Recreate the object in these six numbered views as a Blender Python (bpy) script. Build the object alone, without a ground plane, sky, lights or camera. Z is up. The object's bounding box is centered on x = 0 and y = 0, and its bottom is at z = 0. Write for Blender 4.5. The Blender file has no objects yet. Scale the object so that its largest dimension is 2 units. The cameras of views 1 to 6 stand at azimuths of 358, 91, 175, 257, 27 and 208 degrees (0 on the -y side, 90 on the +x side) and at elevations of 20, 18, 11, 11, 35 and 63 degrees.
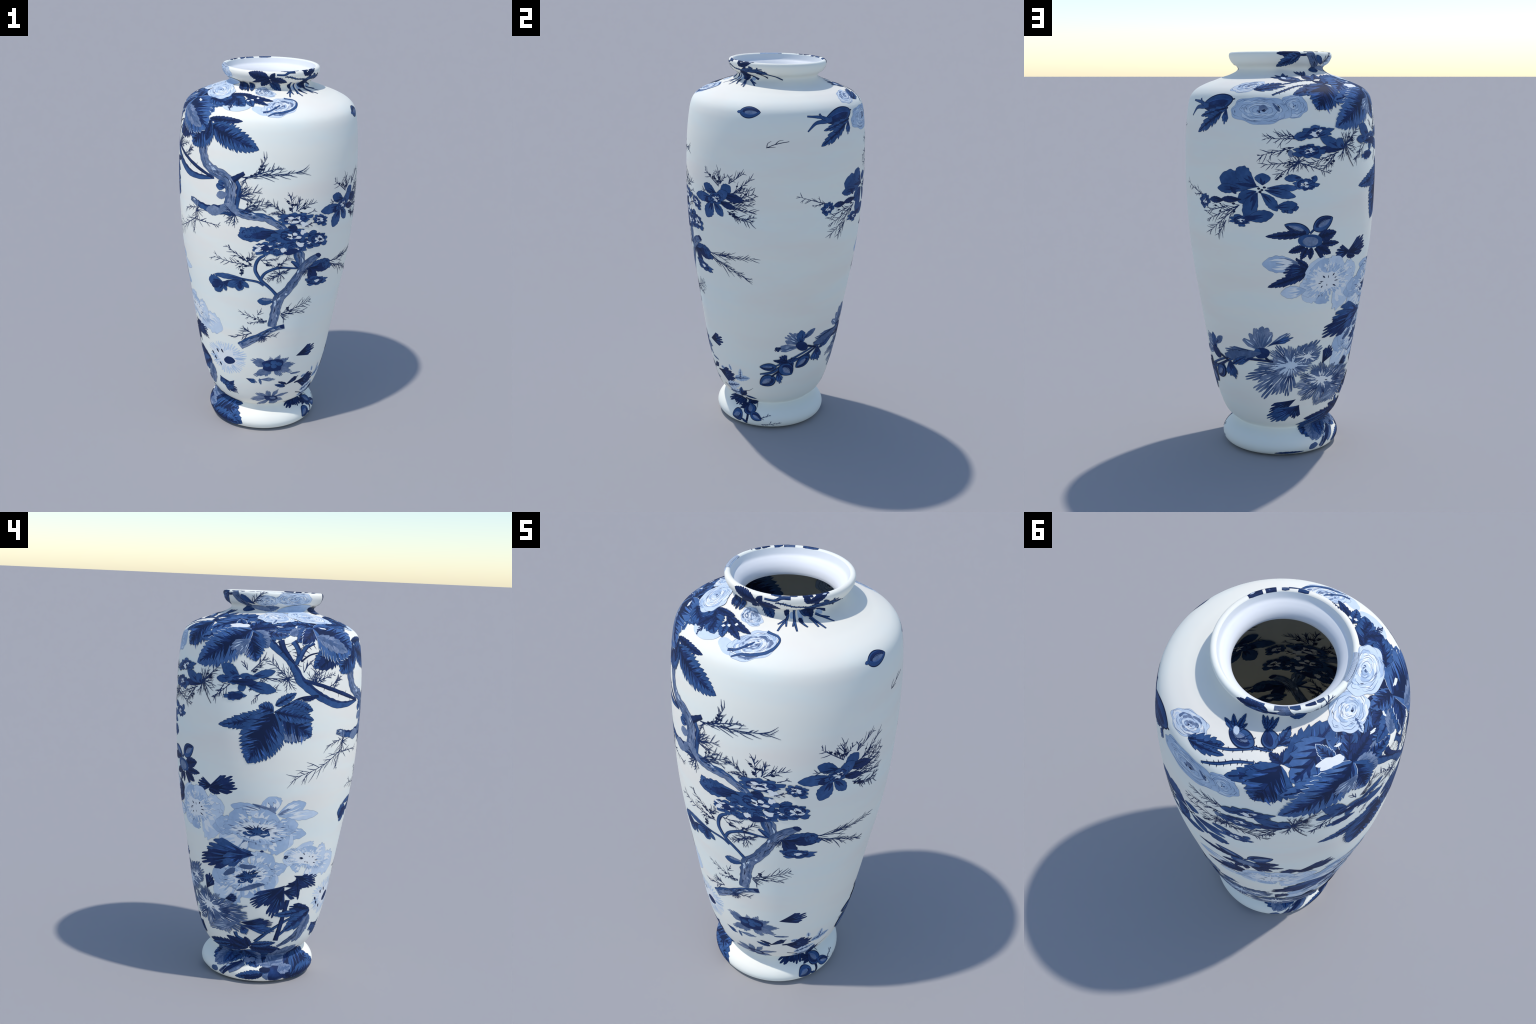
# Porcelain vase: lathe-turned body with blue enamel painting laid on it.
# Surface coordinates used all through: az = degrees round the axis (0 on -y, 90 on +x),
# s = distance in metres along the outer profile, measured up from the foot's edge.
import bpy, math, random
import numpy as np
from mathutils import Vector
from mathutils.geometry import delaunay_2d_cdt

# ------------------------------------------------------------------ profile
OUTER = [(.000, .236), (.003, .260), (.012, .281), (.026, .2940), (.045, .3000), (.062, .2980),
         (.080, .2895), (.096, .2760), (.110, .2595), (.123, .2430), (.1325, .2335), (.139, .2365),
         (.150, .2500), (.170, .2720), (.200, .2915), (.268, .3175), (.400, .3505), (.540, .3750),
         (.675, .3970), (.808, .4185), (.939, .4395), (1.067, .4565), (1.200, .4675), (1.320, .4730),
         (1.430, .4755), (1.540, .4740), (1.640, .4690), (1.730, .4590), (1.765, .4525), (1.790, .4440),
         (1.808, .4320), (1.829, .4075), (1.8534, .3580), (1.8656, .3243), (1.8809, .2845), (1.8899, .2560),
         (1.8992, .2345), (1.9082, .2185), (1.919, .2095), (1.928, .2115), (1.9345, .2190), (1.9430, .2325),
         (1.9515, .2410), (1.962, .2475), (1.975, .2530), (1.985, .2540), (1.993, .2525), (1.998, .2480),
         (2.000, .2415), (1.9985, .2345), (1.995, .2313)]
MOUTH = [(1.995, .2313), (1.980, .2270), (1.968, .2220), (1.958, .2110), (1.945, .1985),
         (1.928, .1885), (1.908, .1840), (1.898, .1850)]
INNER = [(1.898, .1850), (1.894, .1960), (1.889, .2150), (1.878, .2600), (1.862, .3180), (1.850, .3510), (1.827, .4000), (1.806, .4260), (1.765, .4470),
         (1.640, .4640), (1.430, .4705), (1.200, .4625), (.939, .4345), (.675, .3920), (.400, .3455),
         (.268, .3140), (.200, .2890), (.165, .2520), (.150, .1800), (.145, .0900), (.144, .0001)]
BASE = [(.004, .0001), (.004, .2150), (.0015, .2240), (.000, .2290), (.000, .2360)]
Z_FOOT = .1325


def spline(points, step):
    """Centripetal Catmull-Rom through (z, r) points, resampled evenly."""
    p = np.array(points, float)
    p = np.vstack([2 * p[0] - p[1], p, 2 * p[-1] - p[-2]])
    out = []
    for i in range(1, len(p) - 2):
        a, b, c, d = p[i - 1:i + 3]
        t0 = 0.0
        t1 = t0 + np.linalg.norm(b - a) ** .5
        t2 = t1 + np.linalg.norm(c - b) ** .5
        t3 = t2 + np.linalg.norm(d - c) ** .5
        t = np.linspace(t1, t2, 40, endpoint=False)[:, None]
        a1 = (t1 - t) / (t1 - t0) * a + (t - t0) / (t1 - t0) * b
        a2 = (t2 - t) / (t2 - t1) * b + (t - t1) / (t2 - t1) * c
        a3 = (t3 - t) / (t3 - t2) * c + (t - t2) / (t3 - t2) * d
        b1 = (t2 - t) / (t2 - t0) * a1 + (t - t0) / (t2 - t0) * a2
        b2 = (t3 - t) / (t3 - t1) * a2 + (t - t1) / (t3 - t1) * a3
        out.append((t2 - t) / (t2 - t1) * b1 + (t - t1) / (t2 - t1) * b2)
    q = np.vstack(out + [p[-2:-1]])
    s = np.r_[0, np.cumsum(np.hypot(*np.diff(q, axis=0).T))]
    n = max(4, int(round(s[-1] / step)))
    e = np.linspace(0, s[-1], n + 1)
    return e, np.stack([np.interp(e, s, q[:, 0]), np.interp(e, s, q[:, 1])], 1)


S_OUT, P_OUT = spline(OUTER, .0012)
T_OUT = np.gradient(P_OUT, S_OUT, axis=0)
k = np.ones(5) / 5
T_OUT = np.stack([np.convolve(np.pad(T_OUT[:, i], 2, mode="edge"), k, "valid") for i in (0, 1)], 1)
T_OUT /= np.linalg.norm(T_OUT, axis=1)[:, None]


def radius_at(s):
    return np.interp(s, S_OUT, P_OUT[:, 1])


def on_vase(az, s, lift=0.0):
    """Point and normal on the outer glaze, lifted along the normal."""
    s = np.clip(np.asarray(s, float), 0, S_OUT[-1])
    z, r = np.interp(s, S_OUT, P_OUT[:, 0]), np.interp(s, S_OUT, P_OUT[:, 1])
    tz, tr = np.interp(s, S_OUT, T_OUT[:, 0]), np.interp(s, S_OUT, T_OUT[:, 1])
    nr, nz = tz, -tr
    r, z = r + lift * nr, z + lift * nz
    a = np.radians(az)
    return (np.stack([r * np.sin(a), -r * np.cos(a), z], -1),
            np.stack([nr * np.sin(a), -nr * np.cos(a), nz], -1))

# ------------------------------------------------------------------ materials
def material(name, color, rough=.5, spec=.3, tint=None, grain=0.0, grain_scale=60.0, tint_scale=(3.0, 3.0, 5.0)):
    """Principled colour with soft low-frequency tints and a fine brush grain, on Object coordinates."""
    m = bpy.data.materials.new(name)
    m.use_nodes = True
    nt = m.node_tree
    b = nt.nodes["Principled BSDF"]
    b.inputs["Roughness"].default_value = rough
    b.inputs["Specular IOR Level"].default_value = spec
    tc = nt.nodes.new("ShaderNodeTexCoord")
    last = None
    rgb = nt.nodes.new("ShaderNodeRGB")
    rgb.outputs[0].default_value = (*color, 1)
    last = rgb.outputs[0]
    for i, (c2, lo, hi) in enumerate(tint or ()):
        mp = nt.nodes.new("ShaderNodeMapping")
        mp.inputs["Scale"].default_value = tint_scale
        mp.inputs["Location"].default_value = (3.7 * i, 1.9 * i, 5.3 * i)
        nt.links.new(tc.outputs["Object"], mp.inputs[0])
        nz = nt.nodes.new("ShaderNodeTexNoise")
        nz.inputs["Scale"].default_value = 1.0
        nz.inputs["Detail"].default_value = 3.0
        nt.links.new(mp.outputs[0], nz.inputs["Vector"])
        rp = nt.nodes.new("ShaderNodeMapRange")
        rp.inputs["From Min"].default_value, rp.inputs["From Max"].default_value = lo, hi
        nt.links.new(nz.outputs["Fac"], rp.inputs["Value"])
        mx = nt.nodes.new("ShaderNodeMix")
        mx.data_type = "RGBA"
        nt.links.new(rp.outputs["Result"], mx.inputs["Factor"])
        nt.links.new(last, mx.inputs[6])
        mx.inputs[7].default_value = (*c2, 1)
        last = mx.outputs[2]
    if grain:
        nz = nt.nodes.new("ShaderNodeTexNoise")
        nz.inputs["Scale"].default_value = grain_scale
        nz.inputs["Detail"].default_value = 2.0
        nt.links.new(tc.outputs["Object"], nz.inputs["Vector"])
        rp = nt.nodes.new("ShaderNodeMapRange")
        rp.inputs["From Min"].default_value, rp.inputs["From Max"].default_value = .3, .7
        rp.inputs["To Min"].default_value, rp.inputs["To Max"].default_value = 1 - grain, 1 + grain
        nt.links.new(nz.outputs["Fac"], rp.inputs["Value"])
        mx = nt.nodes.new("ShaderNodeVectorMath")
        mx.operation = "SCALE"
        nt.links.new(last, mx.inputs[0])
        nt.links.new(rp.outputs["Result"], mx.inputs["Scale"])
        last = mx.outputs[0]
    nt.links.new(last, b.inputs["Base Color"])
    return m


GLAZE = material("white_glaze", (.965, .935, .825), .6, .1,
                 tint=[((.915, .94, .86), .40, .68), ((.96, .89, .785), .48, .74)], tint_scale=(1.7, 1.7, 7.0))
LINING = material("mouth_glaze", (.94, .935, .92), .5, .2)
INSIDE = material("inner_clay", (.88, .86, .74), .7, .1)

# ------------------------------------------------------------------ turned porcelain
SEG = 288


def lathe(name, zr, tangents, parent, mat):
    a = np.linspace(0, 2 * np.pi, SEG, endpoint=False)
    n = len(zr)
    sa, ca = np.sin(a), -np.cos(a)
    co = np.stack([zr[:, 1:2] * sa, zr[:, 1:2] * ca, np.repeat(zr[:, :1], SEG, 1)], -1).reshape(-1, 3)
    nr, nz = tangents[:, :1], -tangents[:, 1:]
    no = np.stack([nr * sa, nr * ca, np.repeat(nz, SEG, 1)], -1).reshape(-1, 3)
    faces = [(i * SEG + j, i * SEG + (j + 1) % SEG, (i + 1) * SEG + (j + 1) % SEG, (i + 1) * SEG + j)
             for i in range(n - 1) for j in range(SEG)]
    return add_mesh(name, co, faces, no, parent, [mat])


def add_mesh(name, co, faces, normals, parent, mats, slots=None):
    me = bpy.data.meshes.new(name)
    me.from_pydata(co.tolist() if hasattr(co, "tolist") else co, [], faces)
    for m in mats:
        me.materials.append(m)
    if slots is not None:
        me.polygons.foreach_set("material_index", slots)
    me.polygons.foreach_set("use_smooth", [True] * len(me.polygons))
    me.update()
    me.normals_split_custom_set_from_vertices(np.asarray(normals).tolist())
    ob = bpy.data.objects.new(name, me)
    bpy.context.collection.objects.link(ob)
    ob.parent = parent
    return ob


vase = bpy.data.objects.new("porcelain_vase", None)
bpy.context.collection.objects.link(vase)
vase["label"] = "tall white porcelain vase painted with blue flowers, leaves and branches"
vase["category"] = "vase"


def thin(s, zr, step_of):
    """Keep a sparser set of rings: wide steps on straight walls, fine ones on bends."""
    keep = [0]
    for i in range(1, len(s) - 1):
        if s[i] - s[keep[-1]] >= step_of(zr[i]):
            keep.append(i)
    return keep + [len(s) - 1]


rings = thin(S_OUT, P_OUT, lambda p: .012 if .3 < p[0] < 1.7 else .0035)
zr, tg = P_OUT[rings], T_OUT[rings]
cut = lambda z: int(np.argmin(np.abs(zr[:, 0] - z)))
edges = [0, cut(Z_FOOT), cut(1.775), cut(1.905), cut(1.94), len(zr) - 1]
parts = {}
for name, i, j in zip(("foot", "body", "shoulder", "neck", "lip"), edges, edges[1:]):
    parts[name] = lathe(name, zr[i:j + 1], tg[i:j + 1], vase, GLAZE)
for name, pts, step, mat in (("mouth", MOUTH, .003, LINING), ("inner_wall", INNER, .012, INSIDE), ("underside", BASE, .01, GLAZE)):
    s, p = spline(pts, step)
    t = np.gradient(p, s, axis=0)
    t /= np.linalg.norm(t, axis=1)[:, None]
    parts[name] = lathe(name, p, t, vase, mat)

# ------------------------------------------------------------------ enamel painting
# Every painted thing is a film of enamel a fraction of a millimetre thick, following the glaze.
# A Motif collects outlines ("fill") and brush strokes ("stroke") drawn in a flat metric frame
# around its middle and wraps them onto the vase; later motifs lie on top of earlier ones.
MID, NAVY, INK = "blue_enamel", "navy_enamel", "ink_enamel"
SLATE, SHADE, PALE, SOFT, WHITE = "slate_enamel", "shade_enamel", "pale_enamel", "soft_enamel", "white_enamel"
BRIGHT, CLEAR, LINE = "bright_enamel", "clear_blue_enamel", "line_enamel"
LEVELS = {}
INSIDE_BITS = []
MOTIFS = []
TOP = S_OUT[-1]


def bezier(a, b, c, n):
    t = np.linspace(0, 1, n)[:, None]
    return (1 - t) ** 2 * a + 2 * t * (1 - t) * b + t ** 2 * c


def smooth_line(pts, n):
    """Catmull-Rom through a few points."""
    p = np.asarray(pts, float)
    if len(p) == 2:
        return p[0] + (p[1] - p[0]) * np.linspace(0, 1, n)[:, None]
    p = np.vstack([2 * p[0] - p[1], p, 2 * p[-1] - p[-2]])
    out = []
    for i in range(1, len(p) - 2):
        a, b, c, d = p[i - 1:i + 3]
        t = np.linspace(0, 1, 16, endpoint=False)[:, None]
        out.append(.5 * (2 * b + (c - a) * t + (2 * a - 5 * b + 4 * c - d) * t ** 2 + (3 * b - a - 3 * c + d) * t ** 3))
    q = np.vstack(out + [p[-2:-1]])
    s = np.r_[0, np.cumsum(np.hypot(*np.diff(q, axis=0).T))]
    e = np.linspace(0, s[-1], n)
    return np.stack([np.interp(e, s, q[:, 0]), np.interp(e, s, q[:, 1])], 1)


def normals_of(line):
    t = np.gradient(line, axis=0)
    t /= np.maximum(np.linalg.norm(t, axis=1), 1e-9)[:, None]
    return np.stack([-t[:, 1], t[:, 0]], 1)


def resample(poly, step):
    p = np.vstack([poly, poly[:1]])
    out = []
    for a, b in zip(p[:-1], p[1:]):
        k = max(1, int(np.ceil(np.linalg.norm(b - a) / step)))
        out.append(a + (b - a) * (np.arange(k) / k)[:, None])
    return np.vstack(out)


def inside(pts, poly):
    x, y = pts[:, 0], pts[:, 1]
    res = np.zeros(len(pts), bool)
    x1, y1 = poly[:, 0], poly[:, 1]
    x2, y2 = np.roll(x1, -1), np.roll(y1, -1)
    for a, b, c, d in zip(x1, y1, x2, y2):
        if b != d:
            res ^= ((b > y) != (d > y)) & (x < (c - a) * (y - b) / (d - b) + a)
    return res


def near(a, b):
    return (b - a + 180) % 360 - 180


class Motif:
    def __init__(self, name, *points, seed=None):
        az, s = np.array([p[0] for p in points]), np.array([p[1] for p in points])
        self.name = name
        self.az0 = points[0][0] + float(np.mean([near(points[0][0], a) for a in az]))
        self.s0 = float(s.mean())
        self.r0 = float(radius_at(self.s0))
        self.shapes = []
        self.rng = random.Random(seed if seed is not None else len(MOTIFS) * 7 + 11)
        self.strokes = 0
        MOTIFS.append(self)

    def at(self, p):
        return np.array([math.radians(near(self.az0, p[0])) * self.r0, p[1] - self.s0])

    def fill(self, poly, mat, sub):
        self.shapes.append((np.asarray(poly, float), mat, sub, None))

    def stroke(self, line, widths, mat, sub):
        line = np.asarray(line, float)
        length = np.sum(np.linalg.norm(np.diff(line, axis=0), axis=1))
        fine = .005 if .32 < self.s0 < 1.62 else .003
        line = smooth_line(line, max(len(line), int(length / fine) + 2))
        w = np.interp(np.linspace(0, 1, len(line)), np.linspace(0, 1, len(widths)), widths)[:, None, None] / 2
        n = normals_of(line)
        cols = max(2, int(2 * w.max() / fine) + 2)
        self.strokes += 1
        k = np.linspace(1, -1, cols)[None, :, None]
        self.shapes.append((line[:, None] + n[:, None] * w * k, mat, sub + .06 * (self.strokes % 14), True))

    def place(self, xy):
        az = self.az0 + np.degrees(xy[:, 0] / self.r0)
        return az, np.clip(xy[:, 1] + self.s0, .022, TOP)

    def build(self):
        # how many earlier coats lie under this one
        cells = set()
        for shape, _, _, strip in self.shapes:
            pts = shape.reshape(-1, 2)
            if not strip:
                lo, hi = pts.min(0), pts.max(0)
                g = np.stack(np.meshgrid(np.arange(lo[0], hi[0], .005), np.arange(lo[1], hi[1], .005)), -1).reshape(-1, 2)
                pts = np.vstack([pts, g[inside(g, pts)]]) if len(g) else pts
            az, s = self.place(pts)
            for i, j in zip((az % 360 / .9).astype(int), (s / .007).astype(int)):
                cells.add((i, j))
        level = 1 + max((LEVELS.get(c, 0) for c in cells), default=0)
        for c in cells:
            LEVELS[c] = max(level, LEVELS.get(c, 0))
        base = .00020 + .00013 * (level - 1)
        tight = not (.32 < self.s0 < 1.62)
        cell = .0028 if tight else .005
        co, no, inner, faces, slots, mats = [], [], [], [], [], []
        count = 0
        for shape, mat, sub, strip in self.shapes:
            if mat not in mats:
                mats.append(mat)
            slot = mats.index(mat)
            lift = base + sub * .000022
            if strip:
                n, k = shape.shape[:2]
                pts = shape.reshape(-1, 2)
                tri = [(k * i + j, k * i + j + 1, k * i + k + j + 1, k * i + k + j) for i in range(n - 1) for j in range(k - 1)]
            else:
                edge = resample(shape, cell)
                lo, hi = edge.min(0), edge.max(0)
                g = np.stack(np.meshgrid(np.arange(lo[0] + cell * .5, hi[0], cell), np.arange(lo[1] + cell * .5, hi[1], cell)), -1).reshape(-1, 2)
                if len(g):
                    g = g[inside(g, edge)]
                    if len(g):
                        d = np.min(np.linalg.norm(g[:, None] - edge[None], axis=2), axis=1)
                        g = g[d > cell * .4]
                allp = np.vstack([edge, g]) if len(g) else edge
                k = len(edge)
                v, e, f, _, _, _ = delaunay_2d_cdt([Vector(p) for p in allp], [(i, (i + 1) % k) for i in range(k)], [], 1, 1e-7)
                if not f:
                    continue
                pts = np.array([tuple(p) for p in v])
                tri = f
            az, s = self.place(pts)
            p, nrm = on_vase(az, s, lift)
            co.append(p)
            no.append(nrm)
            inner.append(np.stack([az, s], 1))
            faces += [tuple(i + count for i in t) for t in tri]
            slots += [slot] * len(tri)
            count += len(pts)
        if not faces:
            return
        co, no, uv = np.vstack(co), np.vstack(no), np.vstack(inner)
        faces = [orient(co, no, f) for f in faces]
        host = "foot" if self.s0 < S_FOOT else "body" if self.s0 < S_BODY else "shoulder" if self.s0 < S_SHOULDER else "neck" if self.s0 < S_NECK else "lip"
        add_mesh(self.name, co, faces, no, parts[host], [PAINT[m] for m in mats], slots)
        if host == "body" and self.s0 > .55:
            INSIDE_BITS.append((co - no * (2 * np.sum((co - on_vase(uv[:, 0], uv[:, 1])[0]) * no, 1)[:, None] + WALL), no, faces, [mats[i] for i in slots]))


def orient(co, no, f):
    a, b, c = co[f[0]], co[f[1]], co[f[2]]
    u, v = b - a, c - a
    cr = (u[1] * v[2] - u[2] * v[1], u[2] * v[0] - u[0] * v[2], u[0] * v[1] - u[1] * v[0])
    n = no[f[0]]
    return f if cr[0] * n[0] + cr[1] * n[1] + cr[2] * n[2] >= 0 else tuple(reversed(f))


# ---- brush vocabulary ---------------------------------------------------------------
def leaf(base, tip, width=.5, bend=.0, teeth=9, tone=MID, fold=0, depth=.16, veins=True, dark=1.0, halo=False, name="painted_leaf"):
    """Serrated leaf: dark edge, blue blade, dark core and side veins; fold=+1/-1 turns one flank slate."""
    m = Motif(name, base, tip)
    g = m.rng
    a, b = m.at(base), m.at(tip)
    L = np.linalg.norm(b - a)
    d = (b - a) / L
    nrm = np.array([-d[1], d[0]])
    mid = bezier(a, (a + b) / 2 + nrm * bend * L * 2, b, 61)
    nn = normals_of(mid)
    t = np.linspace(0, 1, 61)
    half = width * L / 2 * np.interp(t, [0, .06, .2, .42, .65, .85, .95, 1], [.10, .42, .84, 1, .86, .5, .24, .0])

    def flank(side, grow):
        pts = []
        k = max(3, int(teeth))
        cuts = np.clip(np.linspace(0, 1, k + 1) + np.array([0] + [g.uniform(-.3, .3) / k for _ in range(k - 1)] + [0]), 0, 1)
        for i in range(k):
            t0, t1 = cuts[i], cuts[i + 1]
            for f, out in ((.0, 1 - depth), (.55, 1.0), (.92, 1 + depth * .55)):
                tt = t0 + (t1 - t0) * f
                j = tt * 60
                c = np.array([np.interp(j, range(61), mid[:, q]) for q in (0, 1)])
                n = np.array([np.interp(j, range(61), nn[:, q]) for q in (0, 1)])
                h = np.interp(tt, t, half)
                push = d * (depth * .5 * width * L * .5 if f > .9 else 0)
                pts.append(c + side * n * (h * out * g.uniform(.95, 1.05) + grow) + push * min(1, 4 * (1 - tt)))
        return pts
    state = g.getstate()
    edge = flank(1, .0016) + [b + d * .002] + flank(-1, .0016)[::-1]
    g.setstate(state)
    blade = flank(1, 0) + [b] + flank(-1, 0)[::-1]
    if halo:
        g.setstate(state)
        m.fill(flank(1, .0042) + [b + d * .005] + flank(-1, .0042)[::-1], SOFT, -.9)
    m.fill(edge, INK if tone in (MID, NAVY, CLEAR) else SHADE if tone == SLATE else tone, 0)
    m.fill(blade, tone, .8)
    if fold:
        t0, t1 = .25, .92
        js = np.linspace(t0, t1, 18)
        outer = [np.array([np.interp(x, t, mid[:, q] + fold * nn[:, q] * half * .97) for q in (0, 1)]) for x in js]
        innr = [np.array([np.interp(x, t, mid[:, q] + fold * nn[:, q] * half * (.45 + .14 * math.sin(x * 60))) for q in (0, 1)]) for x in js]
        m.fill(outer + innr[::-1], SLATE, 1.4)
    core = NAVY if tone in (MID, CLEAR) else INK if tone == NAVY else SHADE
    if tone in (MID, NAVY, CLEAR) or veins is True:
        # dark heart along the midrib with jagged fingers
        up, dn = [], []
        k = max(4, int(teeth * .8))
        for i in range(k):
            for f, w in ((0, .2), (.6, .62 * dark)):
                tt = min(.9, (i + f) / k * .92)
                h = np.interp(tt, t, half) * (1.15 - tt) * w * g.uniform(.7, 1.2) + .0008
                c = np.array([np.interp(tt, t, mid[:, q]) for q in (0, 1)])
                n = np.array([np.interp(tt, t, nn[:, q]) for q in (0, 1)])
                sh = d * (width * L * .16 if f else 0)
                up.append(c + n * h + sh)
                dn.append(c - n * h * g.uniform(.6, 1.1) + sh)
        m.fill([a] + up + [mid[56]] + dn[::-1], core, 2.0)
        if tone in (MID, CLEAR):
            k = len(up) // 2
            m.fill([a] + [q + (c - q) * .45 for q, c in zip(up[:k], mid[2:2 + 2 * k:2])] + [mid[4 + 2 * k]] + [q + (c - q) * .45 for q, c in zip(dn[:k], mid[2:2 + 2 * k:2])][::-1], INK, 2.5)
    if veins and L > .03:
        k = max(4, int(teeth * .9))
        for i in range(k):
            for side in (1, -1):
                tt = (i + .35 + g.uniform(-.2, .2)) / (k + .6)
                h = np.interp(min(1, tt + .16), t, half) * g.uniform(.62, .9)
                c = np.array([np.interp(tt, t, mid[:, q]) for q in (0, 1)])
                n = np.array([np.interp(tt, t, nn[:, q]) for q in (0, 1)])
                e = c + side * n * h + d * (h * g.uniform(.75, 1.15))
                w = min(.011, max(.0022, .062 * width * L * (.6 + .4 * dark))) * g.uniform(.5, 1.45)
                m.stroke(bezier(c, (c + e) / 2 + d * -.08 * h, e, 6), [w, w * .9, .0006], INK if tone in (MID, NAVY, CLEAR) and g.random() < .5 * dark else core, 2.8)
                if tone in (MID, CLEAR) and g.random() < .45:
                    o = d * w * 1.8
                    m.stroke(bezier(c + o + (e - c) * .35, (c + e) / 2 + o + (e - c) * .2, e + o * .6, 5), [.0008, w * .6, .0005], BRIGHT, 2.9)
        m.stroke(mid[:58:4], [min(.006, .03 * L), .0012], INK if tone in (MID, NAVY, CLEAR) else core, 4.0)
    m.build()


def fan(base, tip, width=.8, fingers=7, tone=NAVY, depth=.24, spread=.40, vein=None, light=None, veins=2, name="painted_leaf"):
    """Wedge-shaped lobed leaf or combed petal: narrow foot, jagged fingers along a rounded end, veins fanning out."""
    m = Motif(name, base, tip)
    g = m.rng
    a, b = m.at(base), m.at(tip)
    L = np.linalg.norm(b - a)
    d = (b - a) / L
    nrm = np.array([-d[1], d[0]])
    W = width * L / 2
    pos = lambda u, k=1.0: a + k * (d * L * (1 - spread * u * u) + nrm * u * W)
    vein = vein or {NAVY: INK, MID: NAVY, SLATE: SHADE, SHADE: NAVY, PALE: SLATE, SOFT: PALE, WHITE: PALE}[tone]
    light = light or {NAVY: MID, MID: BRIGHT, SLATE: SOFT, SHADE: SLATE, PALE: WHITE, SOFT: WHITE, WHITE: SOFT}[tone]
    us = np.linspace(-1, 1, fingers + 1)
    us[1:-1] += [g.uniform(-.25, .25) / fingers for _ in us[1:-1]]

    def outline(grow):
        q = random.Random(g0)
        k = 1 + grow / L
        out = list(bezier(a - d * grow, a + d * L * .3 - nrm * (W * .42 + grow), pos(-1, k), 9)[:-1])
        for u0, u1 in zip(us[:-1], us[1:]):
            r = q.uniform(.94, 1.06)
            out += [pos(u0 * .97, k * (1 - depth * q.uniform(.5, 1.1) * (0 if abs(u0) > .98 else 1))), pos(u0 + (u1 - u0) * .3, k * r * .96), pos(u0 + (u1 - u0) * .55, k * r), pos(u0 + (u1 - u0) * .85, k * r * .97)]
        out.append(pos(1, k))
        out += list(bezier(pos(1, k), a + d * L * .3 + nrm * (W * .42 + grow), a - d * grow, 9)[1:-1])
        return np.array(out)
    g0 = g.randrange(99999)
    m.fill(outline(.0014), INK if tone in (NAVY, MID) else vein, 0)
    m.fill(outline(0), tone, .8)
    if tone in (NAVY, MID):
        q = [pos(u, g.uniform(.35, .62)) for u in np.linspace(-.75, .75, 9)]
        m.fill([a] + q, vein, 1.7)
    for i in range(fingers * veins):
        u = -.92 + 1.84 * (i + g.uniform(.2, .8)) / (fingers * veins)
        k1 = g.uniform(.62, .9)
        w = W * 2 / fingers * g.uniform(.16, .42)
        tone_i = light if i % 3 == 1 else vein
        k0 = g.uniform(.08, .3) if tone_i == vein else g.uniform(.35, .55)
        m.stroke(bezier(pos(u * .8, k0), pos(u * .92, (k0 + k1) / 2), pos(u, k1), 7), [.0008, w, w * .8, .0006], tone_i, 2.6 + .4 * (i % 3))
    m.build()


def petal(base, tip, width=.45, bend=.0, tone=MID, blunt=.7, ruffle=.05, core=True, edge=None, streaks=2, name="painted_petal"):
    """Rounded petal, narrow at its base, with a ruffled broad end and a dark throat."""
    m = Motif(name, base, tip)
    g = m.rng
    a, b = m.at(base), m.at(tip)
    L = np.linalg.norm(b - a)
    d = (b - a) / L
    nrm = np.array([-d[1], d[0]])
    n = 40
    mid = bezier(a, (a + b) / 2 + nrm * bend * L * 2, b, n)
    nn = normals_of(mid)
    t = np.linspace(0, 1, n)
    p = .55 + blunt
    half = width * L / 2 * np.maximum(0, np.sin(np.pi * np.clip(t, 0, 1) ** p)) ** .75
    half = np.maximum(half, .0012 * (1 - t))
    ph = g.uniform(0, 6)
    half = half * (1 + ruffle * np.sin(t * 34 + ph) * np.clip(3 * t - .6, 0, 1))
    mk = lambda grow: np.vstack([mid + nn * (half + grow)[:, None], (mid - nn * (half + grow)[:, None])[::-1]])
    m.fill(mk(.0013), edge or (INK if tone in (MID, NAVY) else SLATE), 0)
    m.fill(mk(0), tone, .8)
    dk = {MID: NAVY, NAVY: INK, SLATE: SHADE, PALE: SLATE, SOFT: PALE, SHADE: NAVY, WHITE: PALE}[tone]
    if core:
        for i in range(streaks):
            o = (i - (streaks - 1) / 2) * .5 + g.uniform(-.12, .12)
            e = g.uniform(.45, .78)
            k = int(e * n)
            line = (mid + nn * (half * o)[:, None])[1:k:3]
            if len(line) > 2:
                w = max(.002, width * L * g.uniform(.14, .24))
                m.stroke(line, [.001, w, w * .8, .0006], dk, 1.8)
    if tone in (PALE, SOFT) and core:
        for o in (-.55, -.2, .3, .62):
            e = int(n * g.uniform(.62, .86))
            line = (mid + nn * (half * (o + g.uniform(-.08, .08)))[:, None])[int(n * g.uniform(.15, .4)):e:3]
            if len(line) > 2:
                m.stroke(line, [.001, width * L * g.uniform(.10, .24), width * L * g.uniform(.04, .12), .0006], WHITE, 2.8)
    m.build()


def ring(m, c, u, v, radius, n=72):
    th = np.linspace(0, 2 * np.pi, n, endpoint=False)
    r = np.array([radius(x) for x in th])
    return c + r[:, None] * (np.cos(th)[:, None] * u + np.sin(th)[:, None] * v), th


def axes(m, centre, side, top):
    c = m.at(centre)
    return c, m.at(side) - c, m.at(top) - c


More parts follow.
